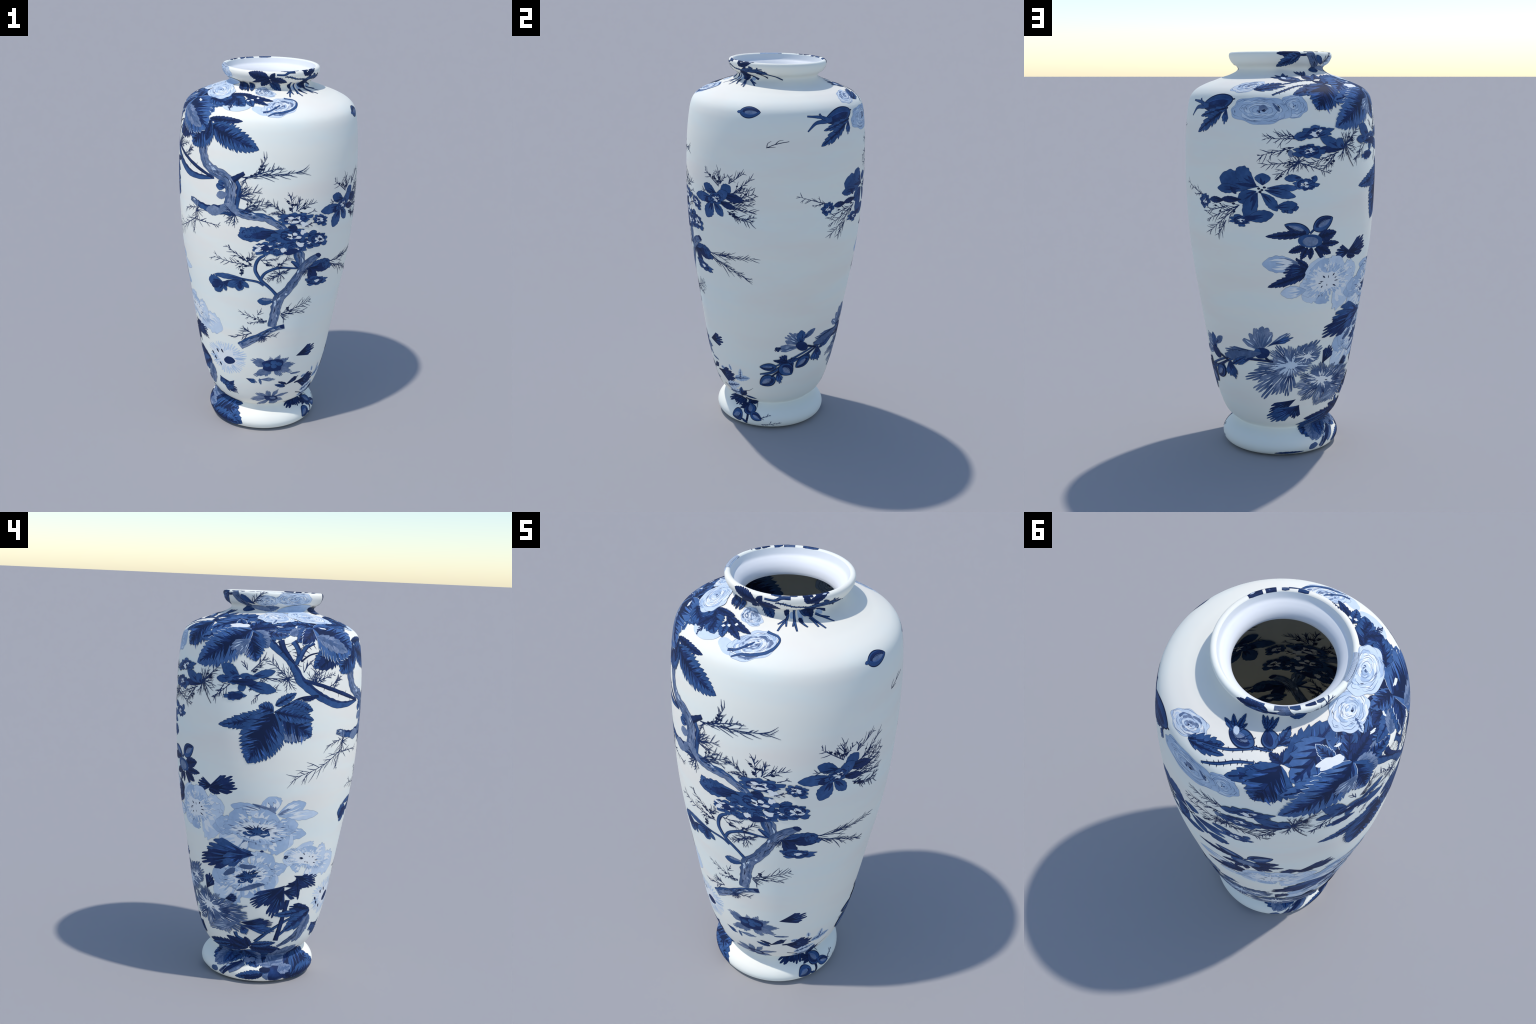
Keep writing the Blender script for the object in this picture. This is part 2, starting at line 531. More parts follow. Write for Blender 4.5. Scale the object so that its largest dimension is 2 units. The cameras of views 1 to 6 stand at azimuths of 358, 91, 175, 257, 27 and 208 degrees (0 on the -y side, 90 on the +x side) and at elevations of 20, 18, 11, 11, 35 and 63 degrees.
def blossom(centre, side, top, petals=5, hole=.42, tone=MID, eye=True, name="quince_blossom"):
    """Open five-petalled flower: scalloped blue ring, white irregular middle, dark eye and petal creases."""
    m = Motif(name, centre, side, top)
    petals += 2 if hole else 0
    m.az0, m.s0 = centre
    m.r0 = float(radius_at(m.s0))
    g = m.rng
    c, u, v = axes(m, centre, side, top)
    ph = g.uniform(0, 6.28)
    rad = [g.uniform(.74, 1.12) for _ in range(petals)]

    def rr(grow=1.0):
        def f(x):
            k = (x - ph) / (2 * np.pi) * petals
            i = int(np.floor(k)) % petals
            return grow * rad[i] * (.74 + .26 * abs(math.sin(math.pi * (k % 1))) ** .55) * (1 + .05 * math.sin(11 * x + ph) + .03 * math.sin(17 * x))
        return f
    size = (np.linalg.norm(u) + np.linalg.norm(v)) / 2
    m.fill(ring(m, c, u, v, rr(1 + .0014 / size))[0], INK, 0)
    m.fill(ring(m, c, u, v, rr())[0], tone, .8)
    for i in range(petals):
        x = ph + 2 * np.pi * i / petals
        dirn = lambda x_: math.cos(x_) * u + math.sin(x_) * v
        m.stroke([c + dirn(x) * .3, c + dirn(x + .1) * .55, c + dirn(x + .05) * .74], [size * .12, size * .08, .0008], NAVY, 1.6)
        for _ in range(g.randrange(1, 3)):
            y = x + g.uniform(.2, 1.0)
            m.stroke([c + dirn(y) * .45, c + dirn(y + .5) * .62, c + dirn(y + 1.0) * .6], [.001, size * .13, .001], NAVY, 1.7)
    if hole:
        o = (u * g.uniform(-.12, .12) + v * g.uniform(-.12, .12))
        spikes = [g.uniform(.3, 1.45) for _ in range(14)]
        hr = lambda x: hole * np.interp(x / (2 * np.pi) * 14 % 14, range(15), spikes + spikes[:1])
        m.fill(ring(m, c + o, u, v, hr, 56)[0], WHITE, 2.6)
        if eye:
            k = [g.uniform(.6, 1.3) for _ in range(8)]
            er = lambda x: hole * .42 * np.interp(x / (2 * np.pi) * 8 % 8, range(9), k + k[:1])
            m.fill(ring(m, c + o + u * .12 * g.choice((-1, 1)), u, v, er, 32)[0], NAVY, 3.2)
            for _ in range(5):
                x = g.uniform(0, 6.28)
                m.stroke([c + o + (math.cos(x) * u + math.sin(x) * v) * .08, c + o + (math.cos(x) * u + math.sin(x) * v) * hole * 1.05], [size * .05, size * .03], INK, 3.4)
    m.build()


def needles(base, tip, length=.05, count=16, bend=.0, spread=40, weight=1.0, buds=0, tone=LINE, name="pine_sprig"):
    """Twig with needle strokes alternating on both sides, leaning towards its tip."""
    m = Motif(name, base, tip)
    g = m.rng
    a, b = m.at(base), m.at(tip)
    L = np.linalg.norm(b - a)
    d = (b - a) / L
    nrm = np.array([-d[1], d[0]])
    mid = bezier(a, (a + b) / 2 + nrm * bend * L * 2, b, 40)
    w = .0037 * weight
    m.stroke(mid[::3], [w * 1.3, w * .9, w * .4], tone, 0)
    for i in range(count):
        k = int((i + g.uniform(.2, .8)) / count * 38)
        c = mid[k]
        tdir = mid[min(39, k + 1)] - mid[max(0, k - 1)]
        ang = math.atan2(tdir[1], tdir[0]) + math.radians(spread * g.uniform(.3, 1.35)) * (1 if (i % 2) ^ (g.random() < .18) else -1)
        l = length * g.uniform(.4, 1.3) * (1.05 - .35 * i / count)
        e = c + l * np.array([math.cos(ang), math.sin(ang)])
        sag = np.array([-math.sin(ang), math.cos(ang)]) * l * g.uniform(-.1, .1)
        m.stroke(bezier(c, (c + e) / 2 + sag, e, 5), [w * .75, w * g.uniform(.7, 1.1), w * .3], tone, 1)
        if g.random() < .3:
            e2 = (c + e) / 2 + l * .42 * np.array([math.cos(ang + .6), math.sin(ang + .6)])
            m.stroke([(c + e) / 2, e2], [w * .8, w * .35], tone, 2)
        if i < buds:
            th = np.linspace(0, 2 * np.pi, 12, endpoint=False)
            q = .0036 * weight * g.uniform(.8, 1.7)
            m.fill((c + e) / 2 + np.stack([np.cos(th) * q * 1.5, np.sin(th) * q], 1), INK, 3)
    m.build()


def star(centre, rim, rays=12, spread=360, weight=1.0, tone=LINE, forks=True, name="pine_sprig"):
    """Needles bursting from one point; spread limits the fan around the centre-to-rim direction."""
    m = Motif(name, centre, rim)
    m.az0, m.s0 = centre
    g = m.rng
    c, e = m.at(centre), m.at(rim)
    L = np.linalg.norm(e - c)
    a0 = math.atan2(*(e - c)[::-1])
    w = .0042 * weight
    for i in range(rays):
        x = a0 + math.radians(spread) * ((i + g.uniform(.2, .8)) / rays - .5)
        l = L * g.uniform(.6, 1.05)
        q = c + l * np.array([math.cos(x), math.sin(x)])
        bow = np.array([-math.sin(x), math.cos(x)]) * l * g.uniform(-.12, .12)
        m.stroke(bezier(c, (c + q) / 2 + bow, q, 6), [w * 1.1, w * .9, w * .35], tone, 0)
        if forks:
            for f in (.45, .68):
                p = c + (q - c) * f
                y = x + g.choice((-1, 1)) * g.uniform(.45, .8)
                m.stroke([p, p + l * .3 * np.array([math.cos(y), math.sin(y)])], [w * .8, w * .35], tone, 1)
    m.build()


def limb(points, widths, tone=SLATE, rim=NAVY, thorns=0, bark=0, gnarl=.12, shade=1, name="branch"):
    """Branch along a curve: dark edge line, body colour, shaded flank, optional bark flecks and thorns."""
    m = Motif(name, *points)
    g = m.rng
    raw = [m.at(p) for p in points]
    L = sum(np.linalg.norm(q - p) for p, q in zip(raw, raw[1:]))
    n = max(12, int(L / .008))
    line = smooth_line(raw, n)
    nn = normals_of(line)
    w = np.interp(np.linspace(0, 1, n), np.linspace(0, 1, len(widths)), widths) / 2

    def wob(seed):
        q = random.Random(seed)
        k = [q.uniform(-1, 1) for _ in range(n // 2 + 3)]
        return np.interp(np.linspace(0, len(k) - 1, n), range(len(k)), k) * gnarl
    s1, s2 = g.randrange(9999), g.randrange(9999)
    hi, lo = w * (1 + wob(s1)), w * (1 + wob(s2))
    body = lambda grow: np.vstack([line + nn * (hi + grow)[:, None], (line - nn * (lo + grow)[:, None])[::-1]])
    m.fill(body(.0016), INK, 0)
    m.fill(body(0), tone, .8)
    if shade:
        m.fill(np.vstack([line - shade * nn * (lo * .98)[:, None], (line - shade * nn * (lo * (.45 + wob(s1 + 1) * 1.6))[:, None])[::-1]]), rim, 1.5)
    for _ in range(int(bark * 1.7)):
        k = g.randrange(2, n - 4)
        o = g.uniform(-.6, .75)
        seg = (line + nn * (w * (o + wob(g.randrange(9999)) * .8))[:, None])[k:k + g.randrange(3, 7)]
        if len(seg) > 2:
            big = g.random() < .35
            m.stroke(seg, [.0006, (.012 if big else .003) * g.uniform(.6, 1.3), .0006], g.choice((SHADE, SOFT, SHADE, rim)) if big else INK, 2.2)
    for i in range(thorns):
        k = int((i + .5) / thorns * (n - 1))
        sd = 1 if i % 2 else -1
        p = line[k] + sd * nn[k] * w[k] * .8
        tl = max(.006, w[k] * 2.2)
        m.stroke([p, p + sd * nn[k] * tl * g.uniform(.8, 1.2) + (line[min(n - 1, k + 1)] - line[k]) * .3], [.0042, .003, .0012], INK, 2.5)
    m.build()


def bud(base, tip, width=.6, heart=True, sepals=0, tone=MID, stalk=0, name="rosehip"):
    """Closed bud: dark rim, blue body, slate heart, spiky sepals at the tip."""
    m = Motif(name, base, tip)
    g = m.rng
    a, b = m.at(base), m.at(tip)
    L = np.linalg.norm(b - a)
    d = (b - a) / L
    nrm = np.array([-d[1], d[0]])
    t = np.linspace(0, 1, 30)
    shape = lambda k, t0=0., t1=1.: (t0 + (t1 - t0) * t, np.sin(np.pi * t ** .85) ** .7 * width * L / 2 * k)

    def body(k, t0=0., t1=1., off=0.):
        tt, h = shape(k, t0, t1)
        p = a + d * L * tt[:, None] + nrm * off * width * L
        return np.vstack([p + nrm * h[:, None], (p - nrm * h[:, None])[::-1]])
    for i in range(sepals):
        x = (i - (sepals - 1) / 2) / max(1, sepals - 1) * 1.5
        e = b + L * .62 * g.uniform(.7, 1.1) * (d * math.cos(x) + nrm * math.sin(x))
        root = b - d * L * .12
        m.stroke(bezier(root, (root + e) / 2 + nrm * .1 * L * x, e, 7), [width * L * .2, width * L * .2, width * L * .09, .0008], tone, .4 + .2 * i)
    m.fill(body(1.1, -.03, 1.03), INK, 2)
    m.fill(body(.94), tone, 2.6)
    m.fill(body(.62, .12, .95, .1), NAVY, 3.2)
    if heart:
        m.fill(body(.42, .24, .86, -.02), SLATE, 3.9)
    for o in (-.28, .22, .34):
        m.stroke(bezier(a + d * L * .1, a + d * L * .5 + nrm * o * width * L * 1.3, b - d * L * .08, 7), [.0006, .0024, .0006], INK if o > 0 else BRIGHT, 4.4)
    m.build()


def rose(centre, side, top, tones=(SOFT, PALE, WHITE), rings=6, lines=INK, ink=.35, name="painted_rose"):
    """Full rose: scalloped outline and nested crescent petals round an off-centre heart."""
    m = Motif(name, centre, side, top)
    m.az0, m.s0 = centre
    m.r0 = float(radius_at(m.s0))
    g = m.rng
    c, u, v = axes(m, centre, side, top)
    size = (np.linalg.norm(u) + np.linalg.norm(v)) / 2
    ph = g.uniform(0, 6)
    rim = lambda k: (lambda x: k * (1 + .05 * math.sin(5 * x + ph) + .035 * math.sin(9 * x + 2 * ph)))
    m.fill(ring(m, c, u, v, rim(1.0 + .001 / size))[0], SLATE, 0)
    m.fill(ring(m, c, u, v, rim(1.0))[0], tones[0], .7)
    heart = c + u * g.uniform(-.12, .12) + v * g.uniform(0, .15)
    pt = lambda x, r: heart + (c - heart) * r + r * (math.cos(x) * u + math.sin(x) * v)
    for i in range(rings):
        k = (6, 5, 5, 4, 3, 3, 2)[min(i, 6)]
        base_r = .97 - .80 * (i / rings) ** .9
        x0 = ph * (i + 1) * 1.7
        cuts = np.cumsum([g.uniform(.7, 1.3) for _ in range(k)])
        cuts = np.r_[0, cuts / cuts[-1]] * 2 * np.pi + x0
        for j in range(k):
            f = np.linspace(0, 1, 16)
            xs = cuts[j] + (cuts[j + 1] - cuts[j]) * f
            lobe = base_r * g.uniform(.86, 1.03) * (.80 + .20 * np.sin(np.pi * f) ** .55 + .02 * np.sin(f * 17 + ph))
            lobe = np.minimum(lobe, .99)
            tone = tones[(i + j + g.randrange(2)) % len(tones)]
            inner_r = max(.05, base_r - 1.1 / rings)
            m.fill([pt(x, r) for x, r in zip(xs, lobe)] + [pt(x, inner_r) for x in xs[::-1]], tone, .9 + .55 * i)
            m.stroke([pt(x, r) for x, r in zip(xs[1:-1], lobe[1:-1])], [.0006, .0019, .0022, .0006], SLATE, 1.15 + .55 * i)
            q = g.randrange(1, 6)
            w = size * g.uniform(.05, .13)
            m.stroke([pt(x, r * .86 - .02) for x, r in zip(xs[q:q + 8], lobe[q:q + 8])], [.0006, w, w * .6, .0006], tones[(i + j + 1) % len(tones)] if tone != WHITE else tones[0], 1.25 + .55 * i)
            if g.random() < ink:
                q = g.randrange(1, 9)
                m.stroke([pt(x, r * .93 - .01) for x, r in zip(xs[q:q + 5], lobe[q:q + 5])], [.0006, size * .055 * g.uniform(.4, 1.1), .0006], g.choice((lines, SLATE, SLATE)), 1.35 + .55 * i)
    for _ in range(5):
        x = g.uniform(0, 6.28)
        m.stroke([pt(x, .03), pt(x + .5, .12), pt(x + 1.0, .17)], [.001, size * .08, .001], g.choice((SLATE, SHADE, lines)), 5.4)
    m.build()


def ruffled(centre, side, top, petals=9, tones=(PALE, WHITE, SOFT), fringe=.16, comb=4, eye=None, eye_size=.36, streak=SLATE, tongues=30,
            dashes=16, stamens=8, ink=INK, jag=1.0, core=.5, name="peony"):
    """Frilled flower: combed petals, pale tongues running in from the rim, dashes round the throat, dark eye and stamens."""
    m = Motif(name, centre, side, top)
    m.az0, m.s0 = centre
    m.r0 = float(radius_at(m.s0))
    g = m.rng
    c, u, v = axes(m, centre, side, top)
    size = (np.linalg.norm(u) + np.linalg.norm(v)) / 2
    pt = lambda x, r: c + r * (math.cos(x) * u + math.sin(x) * v)
    ph = g.uniform(0, 6)
    pts = []
    for i in range(petals):
        r = g.uniform(.86, 1.05)
        for k in range(comb):
            x = ph + 2 * np.pi * (i + (k + .15) / comb) / petals
            dome = .88 + .12 * math.sin(math.pi * (k + .5) / comb)
            pts.append(pt(x, r * dome * (1 - fringe * g.uniform(.4, 1.3))))
            pts.append(pt(x + 2 * np.pi / petals / comb * .35, r * dome * g.uniform(.96, 1.04)))
            pts.append(pt(x + 2 * np.pi / petals / comb * .65, r * dome * g.uniform(.95, 1.03)))
        pts.append(pt(ph + 2 * np.pi * (i + 1) / petals, .86 - .18 * jag))
    pts = np.array(pts)
    m.fill(c + (pts - c) * (1 + .0012 / size), streak, 0)
    m.fill(pts, tones[0], .7)
    k = [core * g.uniform(.75, 1.2) for _ in range(26)]
    m.fill(ring(m, c, u, v, lambda x: np.interp(x / (2 * np.pi) * 26 % 26, range(27), k + k[:1]), 78)[0], tones[1], 1.4)
    for i in range(tongues):
        x = 2 * np.pi * (i + g.uniform(-.3, .3)) / tongues
        r0, r1 = core * g.uniform(.7, 1.0), g.uniform(.66, .95)
        w = size * 4.2 / tongues * g.uniform(.35, 1.0)
        dx = g.uniform(-.09, .09)
        m.stroke([pt(x, r0), pt(x + dx, (r0 + r1) / 2), pt(x + dx * .5, r1)], [.0012, w, w * .75, .0008], tones[1] if g.random() < .72 else tones[2], 2.0)
    for i in range(12):
        x0, r = g.uniform(0, 6.28), g.uniform(.58, .9)
        xs = np.linspace(x0, x0 + g.uniform(.3, .75), 10)
        m.stroke([pt(x, r + .035 * math.sin(9 * (x - x0) + ph)) for x in xs], [.0006, .0022, .0006], streak if i % 2 else tones[0], 2.9)
    for i in range(dashes):
        x = 2 * np.pi * (i + g.uniform(-.3, .3)) / dashes
        r0 = g.uniform(.42, .75)
        w = size * g.uniform(.03, .075)
        m.stroke([pt(x, r0), pt(x + .04, r0 + .07), pt(x + .03, r0 + g.uniform(.12, .22))], [.0008, w, .0008], streak, 3.2)
    if eye:
        k = [g.uniform(.5, 1.3) for _ in range(22)]
        o = v * -.05
        m.fill(ring(m, c + o, u, v, lambda x: eye_size * np.interp(x / (2 * np.pi) * 22 % 22, range(23), k + k[:1]), 88)[0], eye, 4.2)
        for x0, x1, r in ((3.3, 4.2, .8), (4.9, 6.1, .72), (.3, 1.1, .5)):
            m.stroke([pt(x, eye_size * r * g.uniform(.9, 1.1)) for x in np.linspace(x0, x1, 6)], [.0006, size * .045, .0006], tones[1], 4.9)
        for i in range(9):
            x = .25 + i * .31
            m.stroke([pt(x, eye_size * g.uniform(.1, .35)), pt(x + .08, eye_size * .7), pt(x + .05, eye_size * g.uniform(.95, 1.45))], [.001, size * .055, .0008], g.choice((NAVY, NAVY, INK)), 5.2)
        for i in range(7):
            x = 3.5 + i * .37
            m.stroke([pt(x, eye_size * .4), pt(x + .05, eye_size * g.uniform(.8, 1.15))], [size * .06, .0008], g.choice((NAVY, SHADE)), 5.0)
    for i in range(stamens):
        x = 2 * np.pi * (i + g.uniform(-.35, .35)) / stamens
        r0 = g.uniform(.16, .38)
        w = size * g.uniform(.045, .085)
        m.stroke([pt(x, r0), pt(x + .05, r0 + .08), pt(x + .06, r0 + g.uniform(.12, .2))], [.0012, w, .0012], ink, 5.4)
    m.build()


def dab(centre, side, top, tone=PALE, rough=.1, name="brush_dab"):
    m = Motif(name, centre, side, top)
    m.az0, m.s0 = centre
    m.r0 = float(radius_at(m.s0))
    c, u, v = axes(m, centre, side, top)
    k = [1 + m.rng.uniform(-rough, rough) for _ in range(12)]
    m.fill(ring(m, c, u, v, lambda x: np.interp(x / (2 * np.pi) * 12 % 12, range(13), k + k[:1]), 40)[0], tone, 0)
    m.build()


def twig(points, widths=(.004, .0015), tone=INK, name="twig"):
    m = Motif(name, *points)
    raw = [m.at(p) for p in points]
    L = sum(np.linalg.norm(q - p) for p, q in zip(raw, raw[1:]))
    m.stroke(smooth_line(raw, max(5, int(L / .009))), list(widths), tone, 0)
    m.build()


CREST = int(np.argmax(P_OUT[:, 0]))
z_to_s = lambda z: float(np.interp(z, P_OUT[:CREST, 0], S_OUT[:CREST]))
S_FOOT, S_BODY, S_SHOULDER, S_NECK = z_to_s(Z_FOOT), z_to_s(1.775), z_to_s(1.905), z_to_s(1.94)
WALL = .0078
PAINT = {
    MID: material(MID, (.033, .090, .235), .6, .15, tint=[((.055, .125, .30), .5, .72), ((.022, .065, .19), .52, .75)], tint_scale=(14, 14, 14), grain=.10),
    BRIGHT: material(BRIGHT, (.06, .15, .42), .6, .15, grain=.1),
    NAVY: material(NAVY, (.013, .032, .115), .6, .15, tint=[((.02, .055, .18), .5, .75)], tint_scale=(18, 18, 18), grain=.12),
    CLEAR: material(CLEAR, (.060, .135, .315), .6, .15, tint=[((.09, .18, .38), .5, .72), ((.035, .095, .245), .52, .75)], tint_scale=(14, 14, 14), grain=.1),
    LINE: material(LINE, (.014, .034, .112), .6, .15),
    INK: material(INK, (.009, .020, .066), .6, .15),
    SLATE: material(SLATE, (.165, .225, .350), .6, .15, tint=[((.26, .31, .44), .45, .68), ((.105, .165, .30), .47, .70)], tint_scale=(22, 22, 22), grain=.14, grain_scale=90),
    SHADE: material(SHADE, (.075, .125, .245), .6, .15, tint=[((.12, .18, .32), .48, .72)], tint_scale=(25, 25, 25), grain=.12),
    PALE: material(PALE, (.43, .55, .71), .6, .15, tint=[((.35, .46, .64), .5, .75), ((.52, .63, .78), .5, .75)], tint_scale=(16, 16, 16), grain=.04),
    SOFT: material(SOFT, (.64, .73, .83), .6, .15, tint=[((.52, .62, .77), .5, .75)], tint_scale=(16, 16, 16), grain=.03),
    WHITE: material(WHITE, (.86, .87, .86), .6, .15, grain=.02),
}

# ------------------------------------------------------------------ the painting: (az, s) of each motif

# flowering branch on the front
limb([(255.9, 1.886), (262.7, 1.839), (268.0, 1.799), (271.9, 1.754), (275.1, 1.707), (282.4, 1.660), (292.1, 1.616), (301.3, 1.592), (311.2, 1.589), (323.5, 1.601)], [0.0378, 0.029, 0.0315, 0.0416, 0.0416, 0.0378, 0.0378, 0.0315, 0.0214, 0.0088], tone=MID, rim=NAVY, shade=-1)
limb([(271.8, 1.783), (273.6, 1.830), (272.4, 1.864), (270.2, 1.893)], [0.0189, 0.0202, 0.0214, 0.0277], tone=MID, rim=NAVY, thorns=10)
limb([(273.6, 1.806), (275.9, 1.842), (278.8, 1.871), (283.2, 1.892)], [0.0214, 0.0189, 0.0176, 0.0252], tone=MID, rim=NAVY, thorns=9)
limb([(262.6, 1.897), (263.8, 1.862), (267.2, 1.823), (271.0, 1.788)], [0.0315, 0.0227, 0.0164, 0.0063], tone=NAVY, rim=INK, thorns=6)
limb([(277.0, 1.710), (287.2, 1.689), (301.9, 1.652), (322.3, 1.602)], [0.0126, 0.0164, 0.0164, 0.0113], tone=NAVY, rim=INK, thorns=8)
twig([(274.8, 1.799), (280.3, 1.829), (287.1, 1.842), (292.6, 1.851)], widths=(0.009, 0.004))
star((267.2, 1.715), (269.4, 1.654), rays=15, weight=0.9)
needles((265.7, 1.735), (256.0, 1.802), length=0.045, count=11)
needles((251.1, 1.718), (266.9, 1.715), length=0.05, count=8, spread=22)
star((284.3, 1.689), (283.6, 1.772), rays=9, spread=150, weight=0.9)
needles((284.2, 1.695), (283.6, 1.772), length=0.05, count=12)
needles((285.9, 1.707), (298.8, 1.743), length=0.04, count=10)
needles((297.1, 1.669), (302.7, 1.727), length=0.035, count=9)
needles((276.5, 1.748), (280.7, 1.801), length=0.04, count=7)
needles((293.7, 1.676), (303.7, 1.717), length=0.035, count=9)
needles((283.2, 1.698), (290.5, 1.771), length=0.04, count=7)
limb([(313.1, 1.780), (313.7, 1.734), (315.1, 1.692), (319.0, 1.653), (325.8, 1.628), (332.0, 1.608), (334.6, 1.566), (335.1, 1.528), (334.7, 1.482), (335.2, 1.453), (338.0, 1.433)], [0.0554, 0.058, 0.0529, 0.0517, 0.0529, 0.058, 0.063, 0.058, 0.058, 0.0605, 0.0378], tone=SLATE, rim=SHADE, bark=34, shade=1, gnarl=0.16)
limb([(338.0, 1.450), (342.8, 1.438), (349.0, 1.430), (356.6, 1.424), (2.7, 1.398), (11.4, 1.356)], [0.0441, 0.0416, 0.0378, 0.0365, 0.0315, 0.0151], tone=SLATE, rim=MID, bark=16, shade=-1, gnarl=0.2)
limb([(338.6, 1.609), (340.2, 1.572), (340.0, 1.521), (338.8, 1.467)], [0.0189, 0.0252, 0.0227, 0.0189], tone=MID, rim=NAVY, gnarl=0.25)
limb([(336.2, 1.606), (340.1, 1.629), (343.5, 1.648)], [0.029, 0.0227, 0.0164], tone=NAVY, rim=INK)
limb([(335.6, 1.437), (327.8, 1.443), (320.2, 1.434), (312.6, 1.439), (309.2, 1.446)], [0.0378, 0.0441, 0.0416, 0.0328, 0.0277], tone=MID, rim=NAVY, gnarl=0.2)
petal((330.5, 1.437), (317.0, 1.424), 0.45, tone=SLATE, core=False)
limb([(310.2, 1.441), (306.3, 1.450), (301.9, 1.457)], [0.0328, 0.0328, 0.0189], tone=SLATE, rim=SHADE, bark=5)
petal((331.3, 1.562), (324.9, 1.566), 0.7, tone=MID, core=True)
petal((333.0, 1.532), (325.3, 1.512), 0.6, tone=SLATE, core=False)
petal((331.2, 1.581), (326.4, 1.588), 0.6, tone=MID)
dab((333.1, 1.460), (338.8, 1.467), (333.1, 1.483), tone=SLATE)
needles((342.4, 1.625), (21.3, 1.656), length=0.075, count=24, bend=0.02, spread=30, buds=6)
needles((351.4, 1.643), (357.1, 1.735), length=0.05, count=10, buds=5)
needles((352.2, 1.650), (5.4, 1.684), length=0.05, count=9, buds=3)
needles((344.7, 1.627), (344.1, 1.601), length=0.03, count=5)
star((340.3, 1.524), (350.2, 1.567), rays=9, spread=100)
needles((340.3, 1.527), (352.8, 1.562), length=0.055, count=8)
needles((341.6, 1.447), (358.6, 1.506), length=0.06, count=12)
needles((344.3, 1.459), (353.3, 1.517), length=0.045, count=9, buds=4)
needles((345.1, 1.454), (358.6, 1.480), length=0.03, count=6)
star((338.0, 1.430), (330.4, 1.387), rays=10, spread=170)
needles((307.4, 1.411), (303.8, 1.282), length=0.05, count=14, spread=36)
needles((307.2, 1.418), (294.4, 1.390), length=0.05, count=9)
needles((308.8, 1.373), (273.2, 1.239), length=0.075, count=22, bend=0.05, spread=34)
needles((308.5, 1.354), (328.2, 1.357), length=0.04, count=10)
star((308.1, 1.405), (316.2, 1.410), rays=8, spread=200, forks=False)
needles((8.6, 1.440), (358.9, 1.511), length=0.05, count=12, buds=5)
needles((13.2, 1.452), (11.9, 1.543), length=0.05, count=12, buds=6)
needles((16.3, 1.457), (26.0, 1.498), length=0.05, count=12, buds=4)
needles((15.5, 1.457), (18.3, 1.520), length=0.045, count=9)
needles((23.0, 1.438), (29.0, 1.452), length=0.02, count=3)
needles((7.1, 1.441), (0.2, 1.454), length=0.03, count=6)

# quince blossoms of the middle
limb([(16.9, 1.261), (18.9, 1.224), (21.4, 1.158)], [0.0378, 0.0567, 0.0441], tone=SLATE, rim=MID, bark=6, shade=1)
limb([(34.6, 1.199), (28.4, 1.178), (23.3, 1.145), (19.9, 1.098), (15.7, 1.043), (11.7, 1.004), (8.0, 0.975), (6.2, 0.922), (5.2, 0.868), (3.4, 0.794)], [0.0277, 0.0391, 0.0441, 0.0454, 0.0491, 0.0529, 0.0542, 0.0554, 0.0517, 0.0441], tone=SLATE, rim=SHADE, bark=40, shade=1, gnarl=0.14)
dab((33.8, 1.199), (36.0, 1.195), (33.6, 1.211), tone=NAVY)
limb([(14.2, 1.186), (16.9, 1.170), (19.7, 1.145)], [0.0076, 0.0189, 0.0126], tone=MID, rim=NAVY)
limb([(13.5, 0.794), (8.2, 0.785), (0.7, 0.763), (355.0, 0.734), (348.1, 0.705), (342.9, 0.680), (338.5, 0.656)], [0.0239, 0.0252, 0.029, 0.0365, 0.0391, 0.0416, 0.0416], tone=SLATE, rim=MID, bark=24, shade=1)
dab((11.8, 0.793), (13.6, 0.792), (11.7, 0.805), tone=NAVY)
petal((3.8, 0.950), (352.6, 0.953), 0.52, tone=MID, core=False)
petal((3.7, 0.965), (355.8, 0.964), 0.22, tone=SLATE, core=False)
limb([(5.7, 0.991), (1.1, 1.033), (355.6, 1.073), (352.2, 1.112), (351.1, 1.140), (352.1, 1.184), (354.5, 1.209), (357.2, 1.221)], [0.0164, 0.0139, 0.0139, 0.0151, 0.0164, 0.0151, 0.0151, 0.0088], tone=MID, rim=NAVY)
limb([(354.7, 1.084), (357.1, 1.117), (0.7, 1.136), (7.1, 1.152), (18.9, 1.142)], [0.0139, 0.0126, 0.0126, 0.0088, 0.0063], tone=MID, rim=NAVY)
limb([(356.9, 1.047), (352.7, 1.068), (346.0, 1.075), (337.3, 1.083)], [0.0101, 0.0101, 0.0088, 0.0063], tone=MID, rim=NAVY)
petal((344.3, 1.078), (321.1, 1.072), 0.17, bend=-0.02, tone=MID)
petal((345.1, 1.073), (324.1, 1.015), 0.2, tone=NAVY)
petal((328.4, 1.035), (315.3, 1.026), 0.75, tone=MID, ruffle=0.1)
petal((328.4, 1.031), (320.1, 0.973), 0.6, tone=MID)
petal((328.4, 1.031), (330.0, 0.989), 0.5, tone=MID)
petal((340.8, 1.069), (339.1, 1.003), 0.8, tone=MID)
petal((340.8, 1.069), (346.9, 1.030), 0.45, tone=MID)
petal((340.7, 1.061), (331.3, 1.021), 0.5, tone=MID)
petal((340.8, 1.065), (340.6, 1.016), 0.5, tone=NAVY)
dab((321.6, 1.014), (325.4, 1.022), (322.0, 1.037), tone=NAVY)
petal((27.1, 1.140), (45.6, 1.144), 0.4, tone=MID)
petal((27.1, 1.140), (45.4, 1.108), 0.32, tone=NAVY)
petal((26.7, 1.137), (34.0, 1.045), 0.5, tone=NAVY)
petal((27.1, 1.140), (36.8, 1.165), 0.35, tone=MID)
blossom((34.5, 1.048), (44.9, 1.043), (32.8, 1.078), petals=6, hole=0.25, eye=False)
blossom((42.1, 1.133), (46.8, 1.123), (41.3, 1.168), petals=5, hole=0)
star((26.2, 1.138), (25.2, 1.081), rays=7, spread=90, weight=0.8)
needles((349.3, 1.157), (321.8, 1.177), length=0.05, count=16, buds=5)
